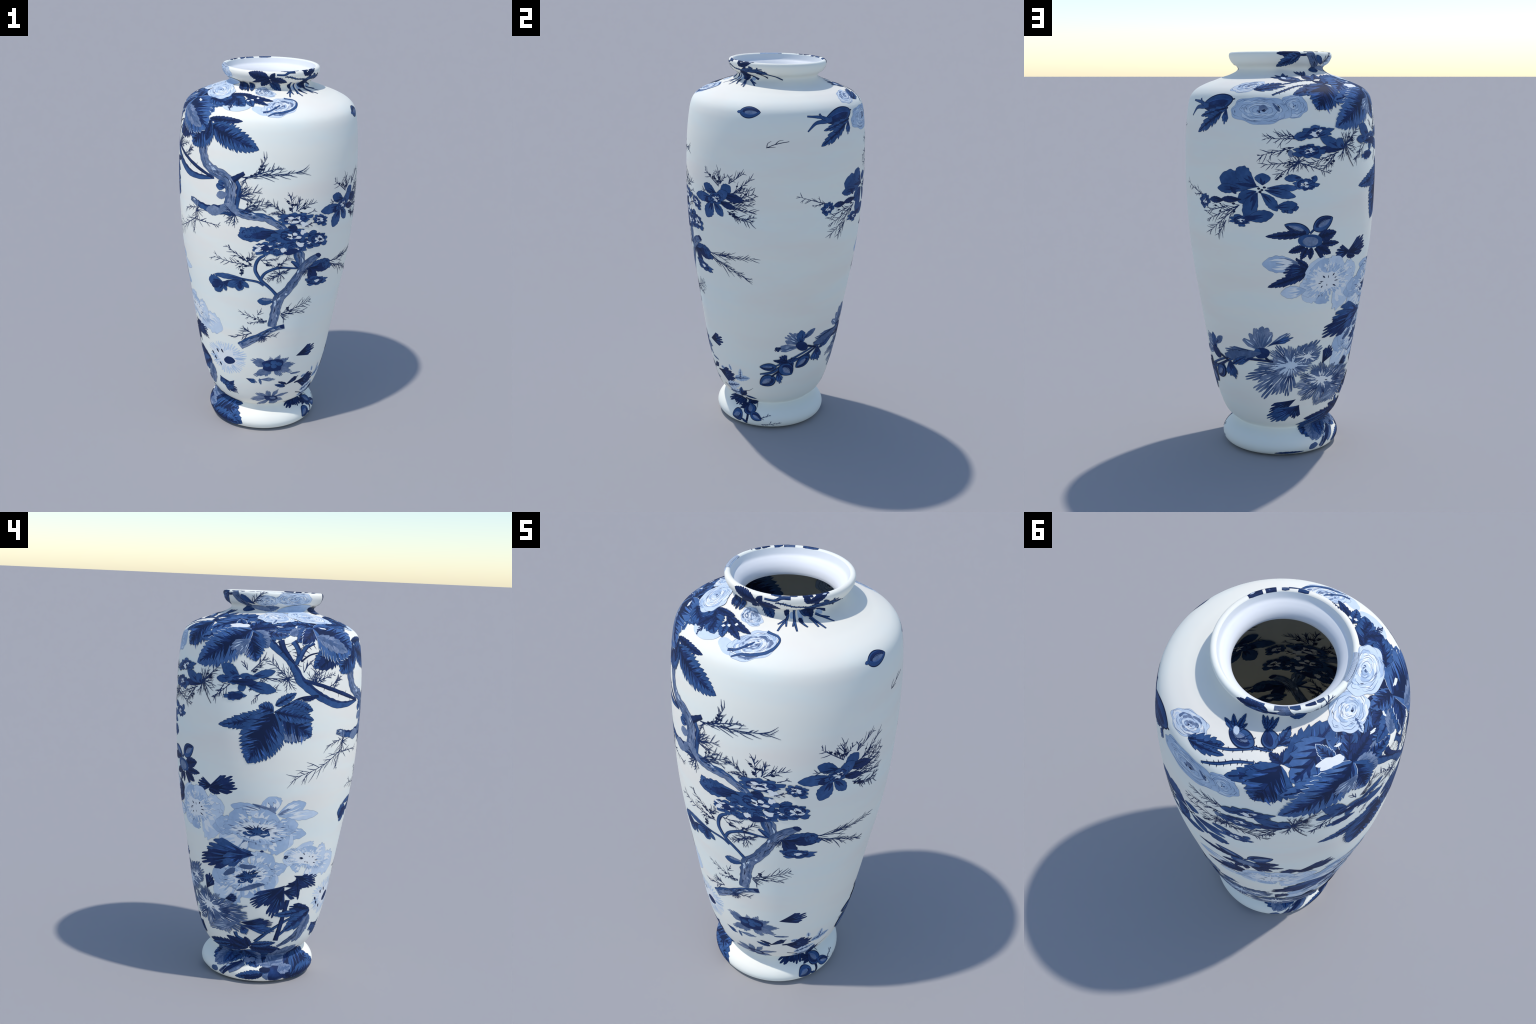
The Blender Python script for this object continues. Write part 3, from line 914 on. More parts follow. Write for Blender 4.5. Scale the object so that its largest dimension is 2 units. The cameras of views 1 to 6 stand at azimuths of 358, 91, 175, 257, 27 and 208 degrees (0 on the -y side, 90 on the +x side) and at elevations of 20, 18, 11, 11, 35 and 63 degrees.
needles((347.7, 1.173), (331.4, 1.257), length=0.045, count=13, buds=6)
needles((345.3, 1.178), (350.5, 1.221), length=0.04, count=8, buds=3)
needles((341.7, 1.095), (342.9, 1.144), length=0.028, count=8, buds=6)
needles((354.5, 1.195), (6.0, 1.198), length=0.03, count=8)
needles((356.5, 1.178), (3.0, 1.165), length=0.03, count=6, buds=3)
needles((4.6, 1.158), (13.6, 1.207), length=0.045, count=11, buds=3)
star((6.9, 1.117), (3.5, 1.059), rays=10, spread=300, weight=0.9)
needles((6.8, 1.125), (13.0, 1.136), length=0.03, count=5)
needles((6.2, 1.103), (357.6, 1.081), length=0.035, count=7)
needles((9.8, 0.875), (32.7, 0.937), length=0.06, count=18, buds=5)
needles((9.8, 0.871), (28.1, 0.873), length=0.045, count=9)
needles((9.8, 0.867), (12.5, 0.834), length=0.03, count=5)
needles((359.9, 0.826), (341.7, 0.865), length=0.045, count=13, buds=6)
needles((359.9, 0.834), (345.3, 0.808), length=0.035, count=9)
needles((352.9, 0.866), (354.7, 0.887), length=0.03, count=4)
needles((348.6, 0.750), (331.1, 0.704), length=0.045, count=8)
needles((348.1, 0.753), (341.3, 0.774), length=0.045, count=8)
star((355.5, 0.730), (359.1, 0.687), rays=8, spread=150)
needles((356.0, 0.734), (8.1, 0.738), length=0.035, count=6)
petal((4.4, 1.355), (340.1, 1.315), 0.36, tone=MID, ruffle=0.08)
petal((2.9, 1.348), (342.9, 1.345), 0.36, tone=MID, ruffle=0.1)
blossom((346.4, 1.338), (352.5, 1.342), (346.4, 1.377), petals=6, hole=0)
petal((9.1, 1.347), (347.6, 1.322), 0.22, tone=NAVY)
petal((9.2, 1.327), (356.9, 1.307), 0.3, tone=MID)
petal((13.2, 1.325), (3.1, 1.294), 0.4, tone=MID)
petal((23.2, 1.317), (30.7, 1.335), 0.55, tone=MID)
petal((16.6, 1.295), (6.4, 1.273), 0.5, tone=MID)
petal((17.3, 1.309), (22.8, 1.262), 0.7, tone=MID)
blossom((4.7, 1.290), (11.4, 1.288), (4.6, 1.321), petals=5, hole=0.2)
blossom((16.1, 1.258), (23.4, 1.251), (15.8, 1.293), petals=5, hole=0.22)
blossom((25.3, 1.280), (32.5, 1.271), (24.9, 1.315), petals=5, hole=0.22)
blossom((356.3, 1.260), (5.0, 1.261), (356.2, 1.296), petals=7, hole=0.62)
dab((357.5, 1.262), (0.1, 1.263), (357.4, 1.277), tone=NAVY)
blossom((5.0, 1.239), (9.7, 1.237), (4.8, 1.261), petals=5, hole=0)
blossom((13.5, 1.328), (25.3, 1.318), (13.2, 1.373), petals=6, hole=0.38)
blossom((32.2, 1.292), (40.1, 1.299), (29.5, 1.338), petals=6, hole=0.4)
blossom((15.4, 1.414), (26.9, 1.414), (14.7, 1.450), petals=7, hole=0.42)
dab((13.8, 1.239), (18.5, 1.246), (13.1, 1.255), tone=NAVY)
dab((21.7, 1.383), (24.7, 1.380), (21.6, 1.397), tone=WHITE, rough=0.4)
dab((19.3, 1.276), (21.8, 1.274), (19.2, 1.289), tone=WHITE, rough=0.4)
dab((8.8, 1.252), (10.6, 1.251), (8.8, 1.263), tone=WHITE, rough=0.4)
dab((20.8, 1.343), (22.7, 1.341), (20.7, 1.355), tone=WHITE, rough=0.4)
petal((10.5, 1.377), (16.9, 1.363), 0.6, tone=NAVY)
needles((21.8, 1.372), (27.8, 1.386), length=0.025, count=5)
blossom((32.4, 1.395), (39.2, 1.385), (32.0, 1.429), petals=6, hole=0.4)

# blossom spray cut off towards the right flank
needles((54.9, 1.515), (42.9, 1.584), length=0.045, count=12, buds=7)
needles((54.9, 1.521), (54.4, 1.597), length=0.045, count=12, buds=4)
needles((55.9, 1.529), (59.6, 1.572), length=0.03, count=6)
needles((62.3, 1.537), (72.2, 1.598), length=0.045, count=10)
needles((62.3, 1.537), (63.1, 1.576), length=0.03, count=5)
needles((65.8, 1.496), (77.3, 1.573), length=0.05, count=12, buds=5)
needles((64.0, 1.488), (78.2, 1.520), length=0.045, count=9)
needles((68.3, 1.460), (78.9, 1.501), length=0.045, count=11, buds=4)
needles((62.2, 1.440), (78.9, 1.473), length=0.05, count=13, buds=5, spread=26)
needles((62.2, 1.421), (78.8, 1.444), length=0.05, count=12, spread=24)
needles((64.0, 1.410), (78.8, 1.405), length=0.05, count=12, spread=24)
needles((61.3, 1.393), (73.1, 1.348), length=0.045, count=12, buds=3)
needles((63.9, 1.384), (77.9, 1.345), length=0.045, count=11, buds=3)
needles((73.1, 1.361), (78.8, 1.379), length=0.03, count=6)
petal((52.8, 1.473), (41.6, 1.509), 0.5, tone=MID)
petal((55.8, 1.474), (63.4, 1.526), 0.75, tone=MID, core=False)
petal((56.8, 1.475), (71.9, 1.459), 0.36, tone=NAVY)
petal((50.7, 1.444), (32.6, 1.439), 0.34, tone=MID)
petal((54.8, 1.437), (66.6, 1.413), 0.34, tone=NAVY)
petal((49.6, 1.429), (43.8, 1.337), 0.66, tone=MID)
petal((50.6, 1.430), (57.9, 1.361), 0.5, tone=MID)
petal((51.7, 1.449), (61.4, 1.491), 0.6, tone=MID, core=False)
petal((49.6, 1.442), (42.5, 1.423), 0.5, tone=NAVY)
blossom((52.3, 1.449), (59.6, 1.460), (52.4, 1.483), petals=5, hole=0.42)
needles((52.9, 1.480), (39.5, 1.477), length=0.03, count=5)
needles((45.2, 1.145), (79.4, 1.157), length=0.07, count=20, bend=-0.03, spread=24)
needles((45.0, 1.134), (75.7, 1.031), length=0.075, count=22, spread=24)
needles((52.7, 1.142), (62.9, 1.152), length=0.05, count=6, spread=24)
bud((67.6, 1.899), (80.9, 1.902), 0.55, sepals=0)
petal((68.9, 1.900), (65.7, 1.898), 0.5, tone=MID, core=False)
twig([(85.5, 1.732), (89.9, 1.748), (94.3, 1.758), (99.1, 1.765)], widths=(0.003, 0.004, 0.003))
twig([(85.9, 1.735), (86.2, 1.753), (88.4, 1.766)])
twig([(91.0, 1.752), (92.8, 1.767), (95.6, 1.772)])
twig([(85.9, 1.734), (91.0, 1.738)])

# rose shoulder and orchid on the back
rose((182.9, 1.861), (190.8, 1.860), (183.2, 1.914), tones=(PALE, SOFT, PALE), rings=4, ink=0.05)
rose((163.6, 1.841), (181.4, 1.841), (163.2, 1.903), tones=(PALE, SOFT, PALE), rings=6, ink=0.35)
dab((165.4, 1.852), (168.0, 1.852), (165.3, 1.867), tone=SLATE)
dab((172.9, 1.855), (173.5, 1.859), (170.8, 1.874), tone=SHADE)
rose((153.4, 1.978), (163.9, 2.015), (149.0, 2.013), tones=(SOFT, WHITE, SLATE, PALE), rings=5, ink=0.1)
leaf((158.4, 1.946), (176.2, 2.009), 0.42, tone=MID, teeth=5, depth=0.3)
leaf((159.7, 1.943), (178.7, 1.977), 0.25, tone=MID, teeth=4, depth=0.3)
twig([(140.7, 1.884), (144.2, 1.890), (147.7, 1.894)], widths=(0.014, 0.006))
bud((145.9, 1.892), (122.4, 1.857), 0.4, heart=False, sepals=0)
limb([(127.9, 1.863), (121.8, 1.855), (115.9, 1.848), (110.6, 1.810)], [0.0252, 0.0189, 0.0126, 0.0038], tone=MID, rim=MID)
limb([(124.2, 1.864), (119.5, 1.876), (110.4, 1.884)], [0.0189, 0.0113, 0.005], tone=MID, rim=MID)
limb([(122.2, 1.864), (120.1, 1.879), (118.9, 1.894)], [0.0101, 0.0101, 0.0076], tone=MID, rim=MID)
leaf((143.5, 1.853), (121.5, 1.810), 0.2, tone=MID, teeth=5, depth=0.3)
leaf((139.3, 1.832), (119.6, 1.735), 0.3, tone=MID, teeth=6, depth=0.28)
fan((142.4, 1.853), (141.4, 1.777), 0.5, 3, tone=MID)
limb([(204.7, 2.053), (191.0, 2.034), (178.6, 2.000), (165.8, 1.970)], [0.0063, 0.0076, 0.0076, 0.0038], tone=MID, rim=NAVY, thorns=16)
limb([(194.7, 1.991), (186.0, 1.976), (178.1, 1.943), (170.2, 1.913)], [0.0063, 0.0088, 0.0088, 0.005], tone=MID, rim=NAVY, thorns=16)
limb([(203.3, 2.040), (198.2, 2.040), (191.3, 2.043)], [0.004, 0.005, 0.005], tone=MID, rim=NAVY, thorns=10)
bud((191.7, 2.048), (173.8, 2.064), 0.62, sepals=0)
leaf((178.2, 2.068), (166.4, 2.084), 0.3, tone=MID, teeth=3)
leaf((178.2, 2.068), (169.6, 2.112), 0.3, tone=MID, teeth=3)
leaf((178.2, 2.068), (177.9, 2.136), 0.3, tone=MID, teeth=3)
leaf((178.2, 2.068), (182.5, 2.108), 0.3, tone=MID, teeth=3)
needles((183.2, 2.053), (188.2, 2.082), length=0.01, count=4)
needles((183.2, 2.053), (191.3, 2.069), length=0.01, count=4)
needles((183.2, 2.053), (176.8, 2.039), length=0.01, count=4)
dab((177.9, 2.072), (179.8, 2.077), (176.3, 2.085), tone=SOFT)
bud((203.7, 2.049), (197.9, 2.113), 0.82, heart=False, sepals=0)
leaf((198.4, 2.107), (191.5, 2.155), 0.3, tone=MID, teeth=3)
leaf((198.4, 2.107), (195.3, 2.156), 0.3, tone=MID, teeth=3)
leaf((198.4, 2.107), (200.3, 2.156), 0.3, tone=MID, teeth=3)
leaf((198.4, 2.107), (205.4, 2.157), 0.3, tone=MID, teeth=3)
leaf((205.6, 2.059), (215.0, 2.127), 0.45, tone=MID, teeth=4)
leaf((207.9, 2.066), (230.3, 2.094), 0.26, tone=MID, teeth=6)

# leaf crown round the shoulder
leaf((245.1, 2.058), (230.6, 2.078), 0.5, tone=MID, teeth=7, dark=1.7)
leaf((248.6, 2.032), (212.9, 1.942), 0.34, tone=MID, teeth=12, dark=1.9)
leaf((245.5, 2.061), (248.5, 1.964), 0.7, tone=CLEAR, teeth=8, dark=1.3, halo=True)
leaf((248.8, 1.983), (279.4, 2.025), 0.55, tone=MID, teeth=10, dark=1.7)
leaf((256.6, 1.987), (282.4, 1.974), 0.5, tone=CLEAR, teeth=9, fold=-1, dark=1.0)
leaf((244.5, 1.932), (268.0, 1.922), 0.4, tone=MID, teeth=9, fold=1, dark=1.9)
leaf((286.1, 1.987), (330.8, 2.055), 0.3, tone=NAVY, teeth=14)
leaf((283.6, 2.028), (316.3, 1.975), 0.5, tone=CLEAR, teeth=10, fold=1, dark=1.7)
leaf((289.6, 1.980), (318.1, 1.929), 0.5, tone=MID, teeth=10, dark=1.0, halo=True)
leaf((289.6, 1.980), (340.9, 2.032), 0.2, tone=NAVY, teeth=10)
leaf((289.3, 1.986), (303.5, 1.920), 0.6, tone=MID, teeth=7, dark=1.3)
leaf((290.0, 1.976), (290.9, 1.871), 0.5, tone=NAVY, teeth=7)
leaf((289.6, 1.980), (275.6, 1.892), 0.45, tone=CLEAR, teeth=9, dark=1.0)
leaf((287.5, 1.989), (264.7, 1.997), 0.5, tone=NAVY, teeth=9)
leaf((277.3, 1.955), (263.8, 1.948), 0.5, tone=SLATE, teeth=6)
leaf((280.9, 2.038), (274.4, 2.054), 0.6, tone=NAVY, teeth=4)
leaf((207.6, 2.004), (221.5, 2.061), 0.55, tone=NAVY, teeth=8)
leaf((241.2, 2.074), (225.8, 2.084), 0.4, tone=NAVY, teeth=6, halo=True)
dab((238.5, 1.969), (242.1, 1.976), (237.8, 1.981), tone=WHITE, rough=0.4)
leaf((209.9, 2.002), (247.0, 2.100), 0.6, tone=MID, teeth=6, dark=1.0)
leaf((209.3, 2.002), (201.6, 2.033), 0.6, tone=NAVY, teeth=5)
leaf((206.6, 1.985), (182.8, 1.915), 0.38, tone=MID, teeth=7, dark=1.3)
leaf((208.2, 1.995), (196.9, 1.844), 1.0, tone=MID, teeth=12, dark=1.7)
leaf((236.3, 2.057), (213.2, 1.939), 0.85, tone=CLEAR, teeth=6, dark=1.0)
leaf((236.6, 1.972), (229.5, 2.049), 0.5, tone=MID, teeth=7, dark=1.9, halo=True)
leaf((236.6, 1.931), (208.2, 1.886), 0.38, tone=CLEAR, teeth=7, dark=1.3)
leaf((240.2, 1.936), (256.8, 2.090), 0.35, tone=MID, teeth=8, dark=1.7)
leaf((240.7, 1.945), (263.3, 1.992), 0.32, tone=NAVY, teeth=8)
leaf((245.9, 1.940), (255.3, 1.860), 0.85, tone=SLATE, teeth=8)
leaf((243.3, 1.943), (248.5, 1.793), 0.78, tone=MID, teeth=12, fold=-1, dark=1.3)
leaf((244.0, 1.947), (208.1, 1.764), 0.5, bend=0.02, tone=CLEAR, teeth=16, dark=1.2, halo=True)
fan((244.5, 1.897), (231.8, 1.843), 0.5, 4, tone=SLATE)
fan((244.5, 1.897), (236.2, 1.816), 0.4, 4, tone=SLATE)
dab((233.7, 1.977), (240.0, 1.983), (232.6, 1.993), tone=WHITE, rough=0.4)
leaf((287.4, 1.976), (259.5, 1.947), 0.3, tone=MID, teeth=9, dark=1.0)
leaf((286.8, 1.982), (271.5, 2.039), 0.35, tone=NAVY, teeth=7)
leaf((268.2, 1.926), (281.3, 1.975), 0.5, tone=SLATE, teeth=6)
leaf((287.4, 1.976), (272.5, 1.891), 0.6, tone=MID, teeth=8, dark=1.7)
leaf((288.5, 1.976), (326.8, 1.995), 0.35, tone=CLEAR, teeth=8, dark=1.0)
leaf((288.5, 1.976), (314.8, 1.874), 0.45, tone=MID, teeth=11, fold=1, dark=1.9)
leaf((295.6, 1.854), (282.8, 1.769), 0.62, tone=MID, teeth=9, dark=1.3)
leaf((294.6, 1.984), (322.5, 1.983), 0.42, tone=CLEAR, teeth=9, dark=1.7)
leaf((289.3, 1.983), (275.9, 1.880), 0.5, tone=NAVY, teeth=7, halo=True)
leaf((289.3, 1.983), (271.9, 2.037), 0.6, tone=CLEAR, teeth=7, dark=1.9)
leaf((316.8, 1.891), (340.8, 1.899), 0.2, tone=NAVY, teeth=9)
leaf((318.9, 1.860), (351.9, 1.767), 0.43, tone=MID, teeth=15, dark=1.2)
leaf((304.3, 1.877), (286.5, 1.763), 0.6, tone=NAVY, teeth=7)
leaf((318.7, 1.884), (303.4, 1.742), 0.85, tone=MID, teeth=11, dark=1.2)
leaf((286.6, 1.976), (316.6, 1.841), 0.85, tone=CLEAR, teeth=13, dark=1.3, halo=True)
leaf((286.3, 1.916), (310.8, 1.841), 0.36, tone=SLATE, teeth=6)
leaf((318.5, 1.872), (315.9, 1.781), 0.45, tone=NAVY, teeth=6)
dab((274.2, 1.984), (273.4, 1.975), (274.8, 1.982), tone=WHITE, rough=0.45)
dab((262.1, 1.983), (264.2, 1.981), (262.2, 1.987), tone=WHITE, rough=0.45)
dab((257.1, 2.042), (256.0, 2.032), (257.7, 2.040), tone=WHITE, rough=0.45)
dab((294.6, 1.974), (294.8, 1.968), (297.0, 1.971), tone=WHITE, rough=0.45)
dab((308.8, 2.027), (309.2, 2.022), (311.7, 2.028), tone=WHITE, rough=0.45)
dab((322.3, 2.062), (322.7, 2.057), (325.0, 2.063), tone=WHITE, rough=0.45)
dab((241.2, 2.021), (243.3, 2.021), (241.1, 2.025), tone=WHITE, rough=0.45)

# roses of the front shoulder and neck
dab((331.9, 1.989), (343.3, 2.001), (328.7, 2.027), tone=SOFT)
dab((351.7, 1.969), (358.9, 1.953), (351.8, 1.998), tone=SOFT)
rose((351.2, 2.130), (3.5, 2.120), (349.2, 2.169), tones=(SOFT, PALE, SLATE, WHITE), rings=5, lines=MID, ink=0.9)
rose((6.1, 2.005), (19.8, 2.030), (6.4, 2.077), tones=(SOFT, PALE, WHITE, SLATE), rings=6, lines=MID, ink=1.0)
limb([(356.7, 1.934), (1.2, 1.952), (6.8, 1.959), (14.1, 1.978), (19.2, 2.014), (19.9, 2.055), (10.8, 2.078)], [0.0025, 0.0095, 0.0107, 0.0107, 0.0076, 0.0069, 0.0095], tone=MID, rim=MID)
limb([(353.1, 1.956), (357.8, 1.967), (1.9, 1.992), (5.7, 2.018)], [0.0107, 0.0063, 0.0082, 0.0032], tone=MID, rim=NAVY)
leaf((302.4, 2.010), (329.7, 2.002), 0.42, tone=MID, teeth=9)
leaf((318.4, 2.076), (338.8, 1.992), 0.62, tone=MID, teeth=8)
leaf((324.5, 2.054), (323.7, 1.977), 0.6, tone=NAVY, teeth=6)
leaf((316.2, 2.079), (338.3, 2.101), 0.3, tone=NAVY, teeth=9)
leaf((332.5, 2.088), (0.4, 2.050), 0.24, tone=NAVY, teeth=7)
leaf((335.9, 2.079), (356.2, 2.011), 0.26, tone=NAVY, teeth=7)
leaf((337.2, 2.063), (345.0, 1.994), 0.5, tone=MID, teeth=6)
leaf((329.7, 2.042), (334.0, 1.991), 0.5, tone=NAVY, teeth=5)
needles((327.5, 1.996), (329.0, 1.951), length=0.02, count=6, weight=1.6)
dab((342.0, 2.052), (343.3, 2.053), (341.7, 2.058), tone=WHITE, rough=0.4)
dab((338.7, 2.040), (339.9, 2.042), (338.3, 2.046), tone=WHITE, rough=0.4)
dab((346.4, 2.070), (347.8, 2.071), (346.2, 2.076), tone=WHITE, rough=0.4)
rose((260.6, 2.090), (266.8, 2.029), (276.8, 2.114), tones=(SOFT, PALE, WHITE), rings=6, ink=0.3)
rose((296.0, 2.092), (301.5, 2.017), (317.6, 2.088), tones=(SOFT, WHITE, PALE), rings=7, ink=0.3)
leaf((260.6, 2.059), (257.4, 2.006), 0.5, tone=SOFT, teeth=4)

# neck and lip
rose((249.6, 2.225), (262.7, 2.228), (249.6, 2.258), tones=(SOFT, PALE, WHITE), rings=5, ink=0.3)
rose((282.5, 2.243), (305.8, 2.245), (282.8, 2.279), tones=(SOFT, PALE, WHITE), rings=6, lines=NAVY, ink=0.3)
leaf((243.1, 2.171), (265.4, 2.185), 0.4, tone=SLATE, teeth=6)
dab((289.1, 2.181), (308.6, 2.176), (304.3, 2.214), tone=PALE)
leaf((312.5, 2.194), (322.7, 2.134), 0.5, tone=NAVY, teeth=5)
leaf((321.5, 2.194), (331.0, 2.130), 0.22, tone=NAVY, teeth=4)
leaf((319.5, 2.206), (326.2, 2.134), 0.2, tone=MID, teeth=4)
leaf((330.6, 2.203), (334.9, 2.136), 0.4, tone=MID, teeth=5)
leaf((357.7, 2.213), (11.0, 2.149), 0.55, tone=MID, teeth=7)
leaf((357.6, 2.232), (18.1, 2.212), 0.5, tone=NAVY, teeth=8)
leaf((356.9, 2.232), (344.9, 2.179), 0.6, tone=NAVY, teeth=6)
leaf((356.2, 2.237), (332.1, 2.265), 0.5, tone=NAVY, teeth=10)
leaf((356.9, 2.236), (2.3, 2.268), 0.6, tone=NAVY, teeth=6)
leaf((354.1, 2.239), (334.5, 2.207), 0.25, tone=NAVY, teeth=6)
limb([(4.5, 2.260), (13.7, 2.259), (19.1, 2.272), (26.8, 2.273)], [0.0063, 0.0063, 0.0113, 0.0145], tone=MID, rim=NAVY)
limb([(14.2, 2.250), (21.5, 2.246), (29.6, 2.234), (38.3, 2.230), (49.3, 2.223)], [0.0032, 0.0057, 0.005, 0.0057, 0.0063], tone=MID, rim=NAVY, thorns=20)
leaf((43.4, 2.248), (38.3, 2.281), 0.6, tone=NAVY, teeth=5)
leaf((42.1, 2.252), (59.4, 2.276), 0.34, tone=NAVY, teeth=6)
leaf((44.3, 2.208), (51.2, 2.250), 0.5, tone=NAVY, teeth=5)
limb([(40.1, 2.218), (46.7, 2.231), (57.9, 2.235), (72.9, 2.242)], [0.0126, 0.0095, 0.0063, 0.0025], tone=MID, rim=NAVY)
needles((47.4, 2.227), (78.3, 2.227), length=0.025, count=8, weight=1.3, tone=MID)
limb([(222.2, 2.284), (218.2, 2.284), (213.5, 2.284)], [0.02, 0.018, 0.008], tone=MID, rim=NAVY)
limb([(212.7, 2.284), (207.3, 2.284), (201.5, 2.284)], [0.021, 0.021, 0.021], tone=SLATE, rim=SHADE)
limb([(193.7, 2.284), (185.8, 2.284), (177.7, 2.284)], [0.014, 0.021, 0.011], tone=MID, rim=NAVY)
limb([(235.0, 2.284), (230.4, 2.284), (226.1, 2.284)], [0.013, 0.011, 0.004], tone=NAVY, rim=INK)
limb([(242.8, 2.284), (239.2, 2.284), (235.9, 2.284)], [0.007, 0.014, 0.007], tone=SHADE, rim=INK)
limb([(295.3, 2.284), (282.3, 2.284), (274.2, 2.284), (266.0, 2.284)], [0.021, 0.021, 0.021, 0.017], tone=SOFT, rim=PALE)
limb([(62.1, 2.284), (56.0, 2.284), (48.9, 2.284)], [0.013, 0.02, 0.017], tone=NAVY, rim=INK, bark=4)
limb([(46.3, 2.284), (41.5, 2.284), (37.0, 2.284)], [0.02, 0.02, 0.017], tone=NAVY, rim=INK, bark=4)
limb([(32.6, 2.284), (30.0, 2.284), (26.2, 2.284)], [0.008, 0.011, 0.006], tone=SHADE, rim=NAVY)
limb([(18.7, 2.284), (13.6, 2.284), (9.4, 2.284)], [0.014, 0.014, 0.008], tone=MID, rim=NAVY)
limb([(49.5, 2.232), (54.8, 2.227), (61.8, 2.224), (66.7, 2.222)], [0.0126, 0.0113, 0.0082, 0.0063], tone=MID, rim=NAVY)
leaf((63.1, 2.224), (78.8, 2.219), 0.4, tone=NAVY, teeth=5)
limb([(63.7, 2.227), (66.4, 2.239), (67.2, 2.251)], [0.0063, 0.0044, 0.0038], tone=MID, rim=NAVY)
limb([(66.5, 2.219), (72.3, 2.197), (78.4, 2.179)], [0.0044, 0.0044, 0.0038], tone=NAVY, rim=INK)
limb([(50.5, 2.199), (56.8, 2.184), (65.6, 2.170)], [0.0044, 0.0069, 0.0076], tone=NAVY, rim=INK)
leaf((55.7, 2.252), (61.4, 2.245), 0.3, tone=MID, teeth=4)
leaf((41.9, 2.226), (48.2, 2.154), 0.75, tone=NAVY, teeth=6)
dab((57.4, 2.170), (61.2, 2.166), (57.8, 2.179), tone=PALE)
dab((36.4, 2.172), (38.7, 2.171), (35.1, 2.213), tone=PALE)
dab((28.7, 2.165), (31.0, 2.165), (28.7, 2.179), tone=PALE)
limb([(24.3, 2.212), (24.3, 2.154), (19.8, 2.116), (17.8, 2.086)], [0.0082, 0.0076, 0.0032], tone=MID, rim=NAVY)
limb([(24.6, 2.154), (16.6, 2.121)], [0.005, 0.0057, 0.0025], tone=MID, rim=NAVY)
limb([(23.7, 2.151), (23.9, 2.112)], [0.005, 0.0057, 0.0025], tone=MID, rim=NAVY)
limb([(30.9, 2.196), (31.2, 2.140), (32.3, 2.088)], [0.0082, 0.0076, 0.0032], tone=MID, rim=NAVY)
limb([(30.9, 2.143), (29.2, 2.113)], [0.005, 0.0057, 0.0025], tone=MID, rim=NAVY)
limb([(36.5, 2.154), (37.8, 2.130), (41.2, 2.107)], [0.0082, 0.0076, 0.0032], tone=MID, rim=NAVY)
limb([(45.6, 2.153), (48.5, 2.130), (49.9, 2.101)], [0.0082, 0.0076, 0.0032], tone=MID, rim=NAVY)
limb([(47.4, 2.152), (51.8, 2.120), (54.8, 2.088)], [0.0082, 0.0076, 0.0032], tone=MID, rim=NAVY)
limb([(52.7, 2.166), (60.2, 2.142), (66.1, 2.111)], [0.0082, 0.0076, 0.0032], tone=MID, rim=NAVY)
limb([(57.4, 2.152), (65.3, 2.136)], [0.005, 0.0057, 0.0025], tone=MID, rim=NAVY)
limb([(48.8, 2.236), (55.1, 2.240), (61.5, 2.247)], [0.0082, 0.0076, 0.0032], tone=MID, rim=NAVY)
limb([(49.7, 2.223), (58.6, 2.228), (69.0, 2.229), (98.9, 2.171)], [0.0082, 0.0076, 0.0032], tone=MID, rim=NAVY)
limb([(36.5, 2.193), (39.6, 2.171), (42.3, 2.160)], [0.0082, 0.0076, 0.0032], tone=MID, rim=NAVY)
limb([(65.2, 2.224), (67.1, 2.249)], [0.005, 0.0057, 0.0025], tone=MID, rim=NAVY)
leaf((35.9, 2.155), (37.6, 2.125), 0.45, tone=NAVY, teeth=4)
leaf((24.2, 2.193), (22.6, 2.164), 0.6, tone=NAVY, teeth=5)
leaf((196.8, 2.268), (171.3, 2.266), 0.3, tone=NAVY, teeth=8)
leaf((197.1, 2.266), (170.0, 2.188), 0.4, tone=MID, teeth=9, dark=1.3)
leaf((196.3, 2.257), (185.4, 2.216), 0.42, tone=MID, teeth=6)
limb([(196.3, 2.259), (200.4, 2.258), (205.3, 2.260)], [0.0063, 0.0082, 0.0082], tone=NAVY, rim=INK)
limb([(207.3, 2.275), (213.2, 2.240), (220.1, 2.211), (229.7, 2.168)], [0.041, 0.0384, 0.0347, 0.0302], tone=SLATE, rim=SHADE, bark=10, shade=-1)
petal((232.9, 2.168), (214.1, 2.167), 0.5, tone=MID)
petal((234.1, 2.207), (217.7, 2.258), 0.3, tone=MID, core=True)
needles((231.6, 2.212), (246.9, 2.281), length=0.035, count=15)
dab((239.9, 2.180), (251.2, 2.180), (233.8, 2.197), tone=SLATE)

# blossoms and needles high on the back
needles((183.3, 1.714), (166.3, 1.714), length=0.05, count=14)
needles((183.7, 1.720), (174.3, 1.734), length=0.04, count=8)
needles((182.6, 1.675), (162.5, 1.636), length=0.055, count=15, buds=3)
needles((185.4, 1.609), (165.7, 1.594), length=0.055, count=14, buds=4)
needles((184.7, 1.601), (173.0, 1.547), length=0.045, count=10)
star((185.4, 1.609), (186.1, 1.552), rays=14, weight=0.9)
needles((210.1, 1.649), (189.6, 1.594), length=0.05, count=14)
needles((207.5, 1.635), (200.1, 1.580), length=0.045, count=10, buds=4)
star((214.8, 1.679), (223.1, 1.634), rays=15)
needles((215.3, 1.684), (226.3, 1.762), length=0.05, count=12, buds=5)
needles((188.2, 1.600), (204.5, 1.550), length=0.04, count=10)
twig([(215.2, 1.667), (217.7, 1.619), (221.4, 1.576)], widths=(0.005, 0.003))
needles((229.6, 1.672), (223.1, 1.605), length=0.04, count=9)
dab((180.9, 1.647), (182.4, 1.646), (180.9, 1.663), tone=SLATE)
petal((213.8, 1.663), (195.5, 1.663), 0.2, tone=NAVY)
petal((213.3, 1.666), (197.9, 1.718), 0.34, tone=MID)
petal((213.8, 1.665), (208.6, 1.708), 0.75, tone=MID)
blossom((191.1, 1.659), (200.5, 1.657), (191.1, 1.695), petals=6, hole=0.32)
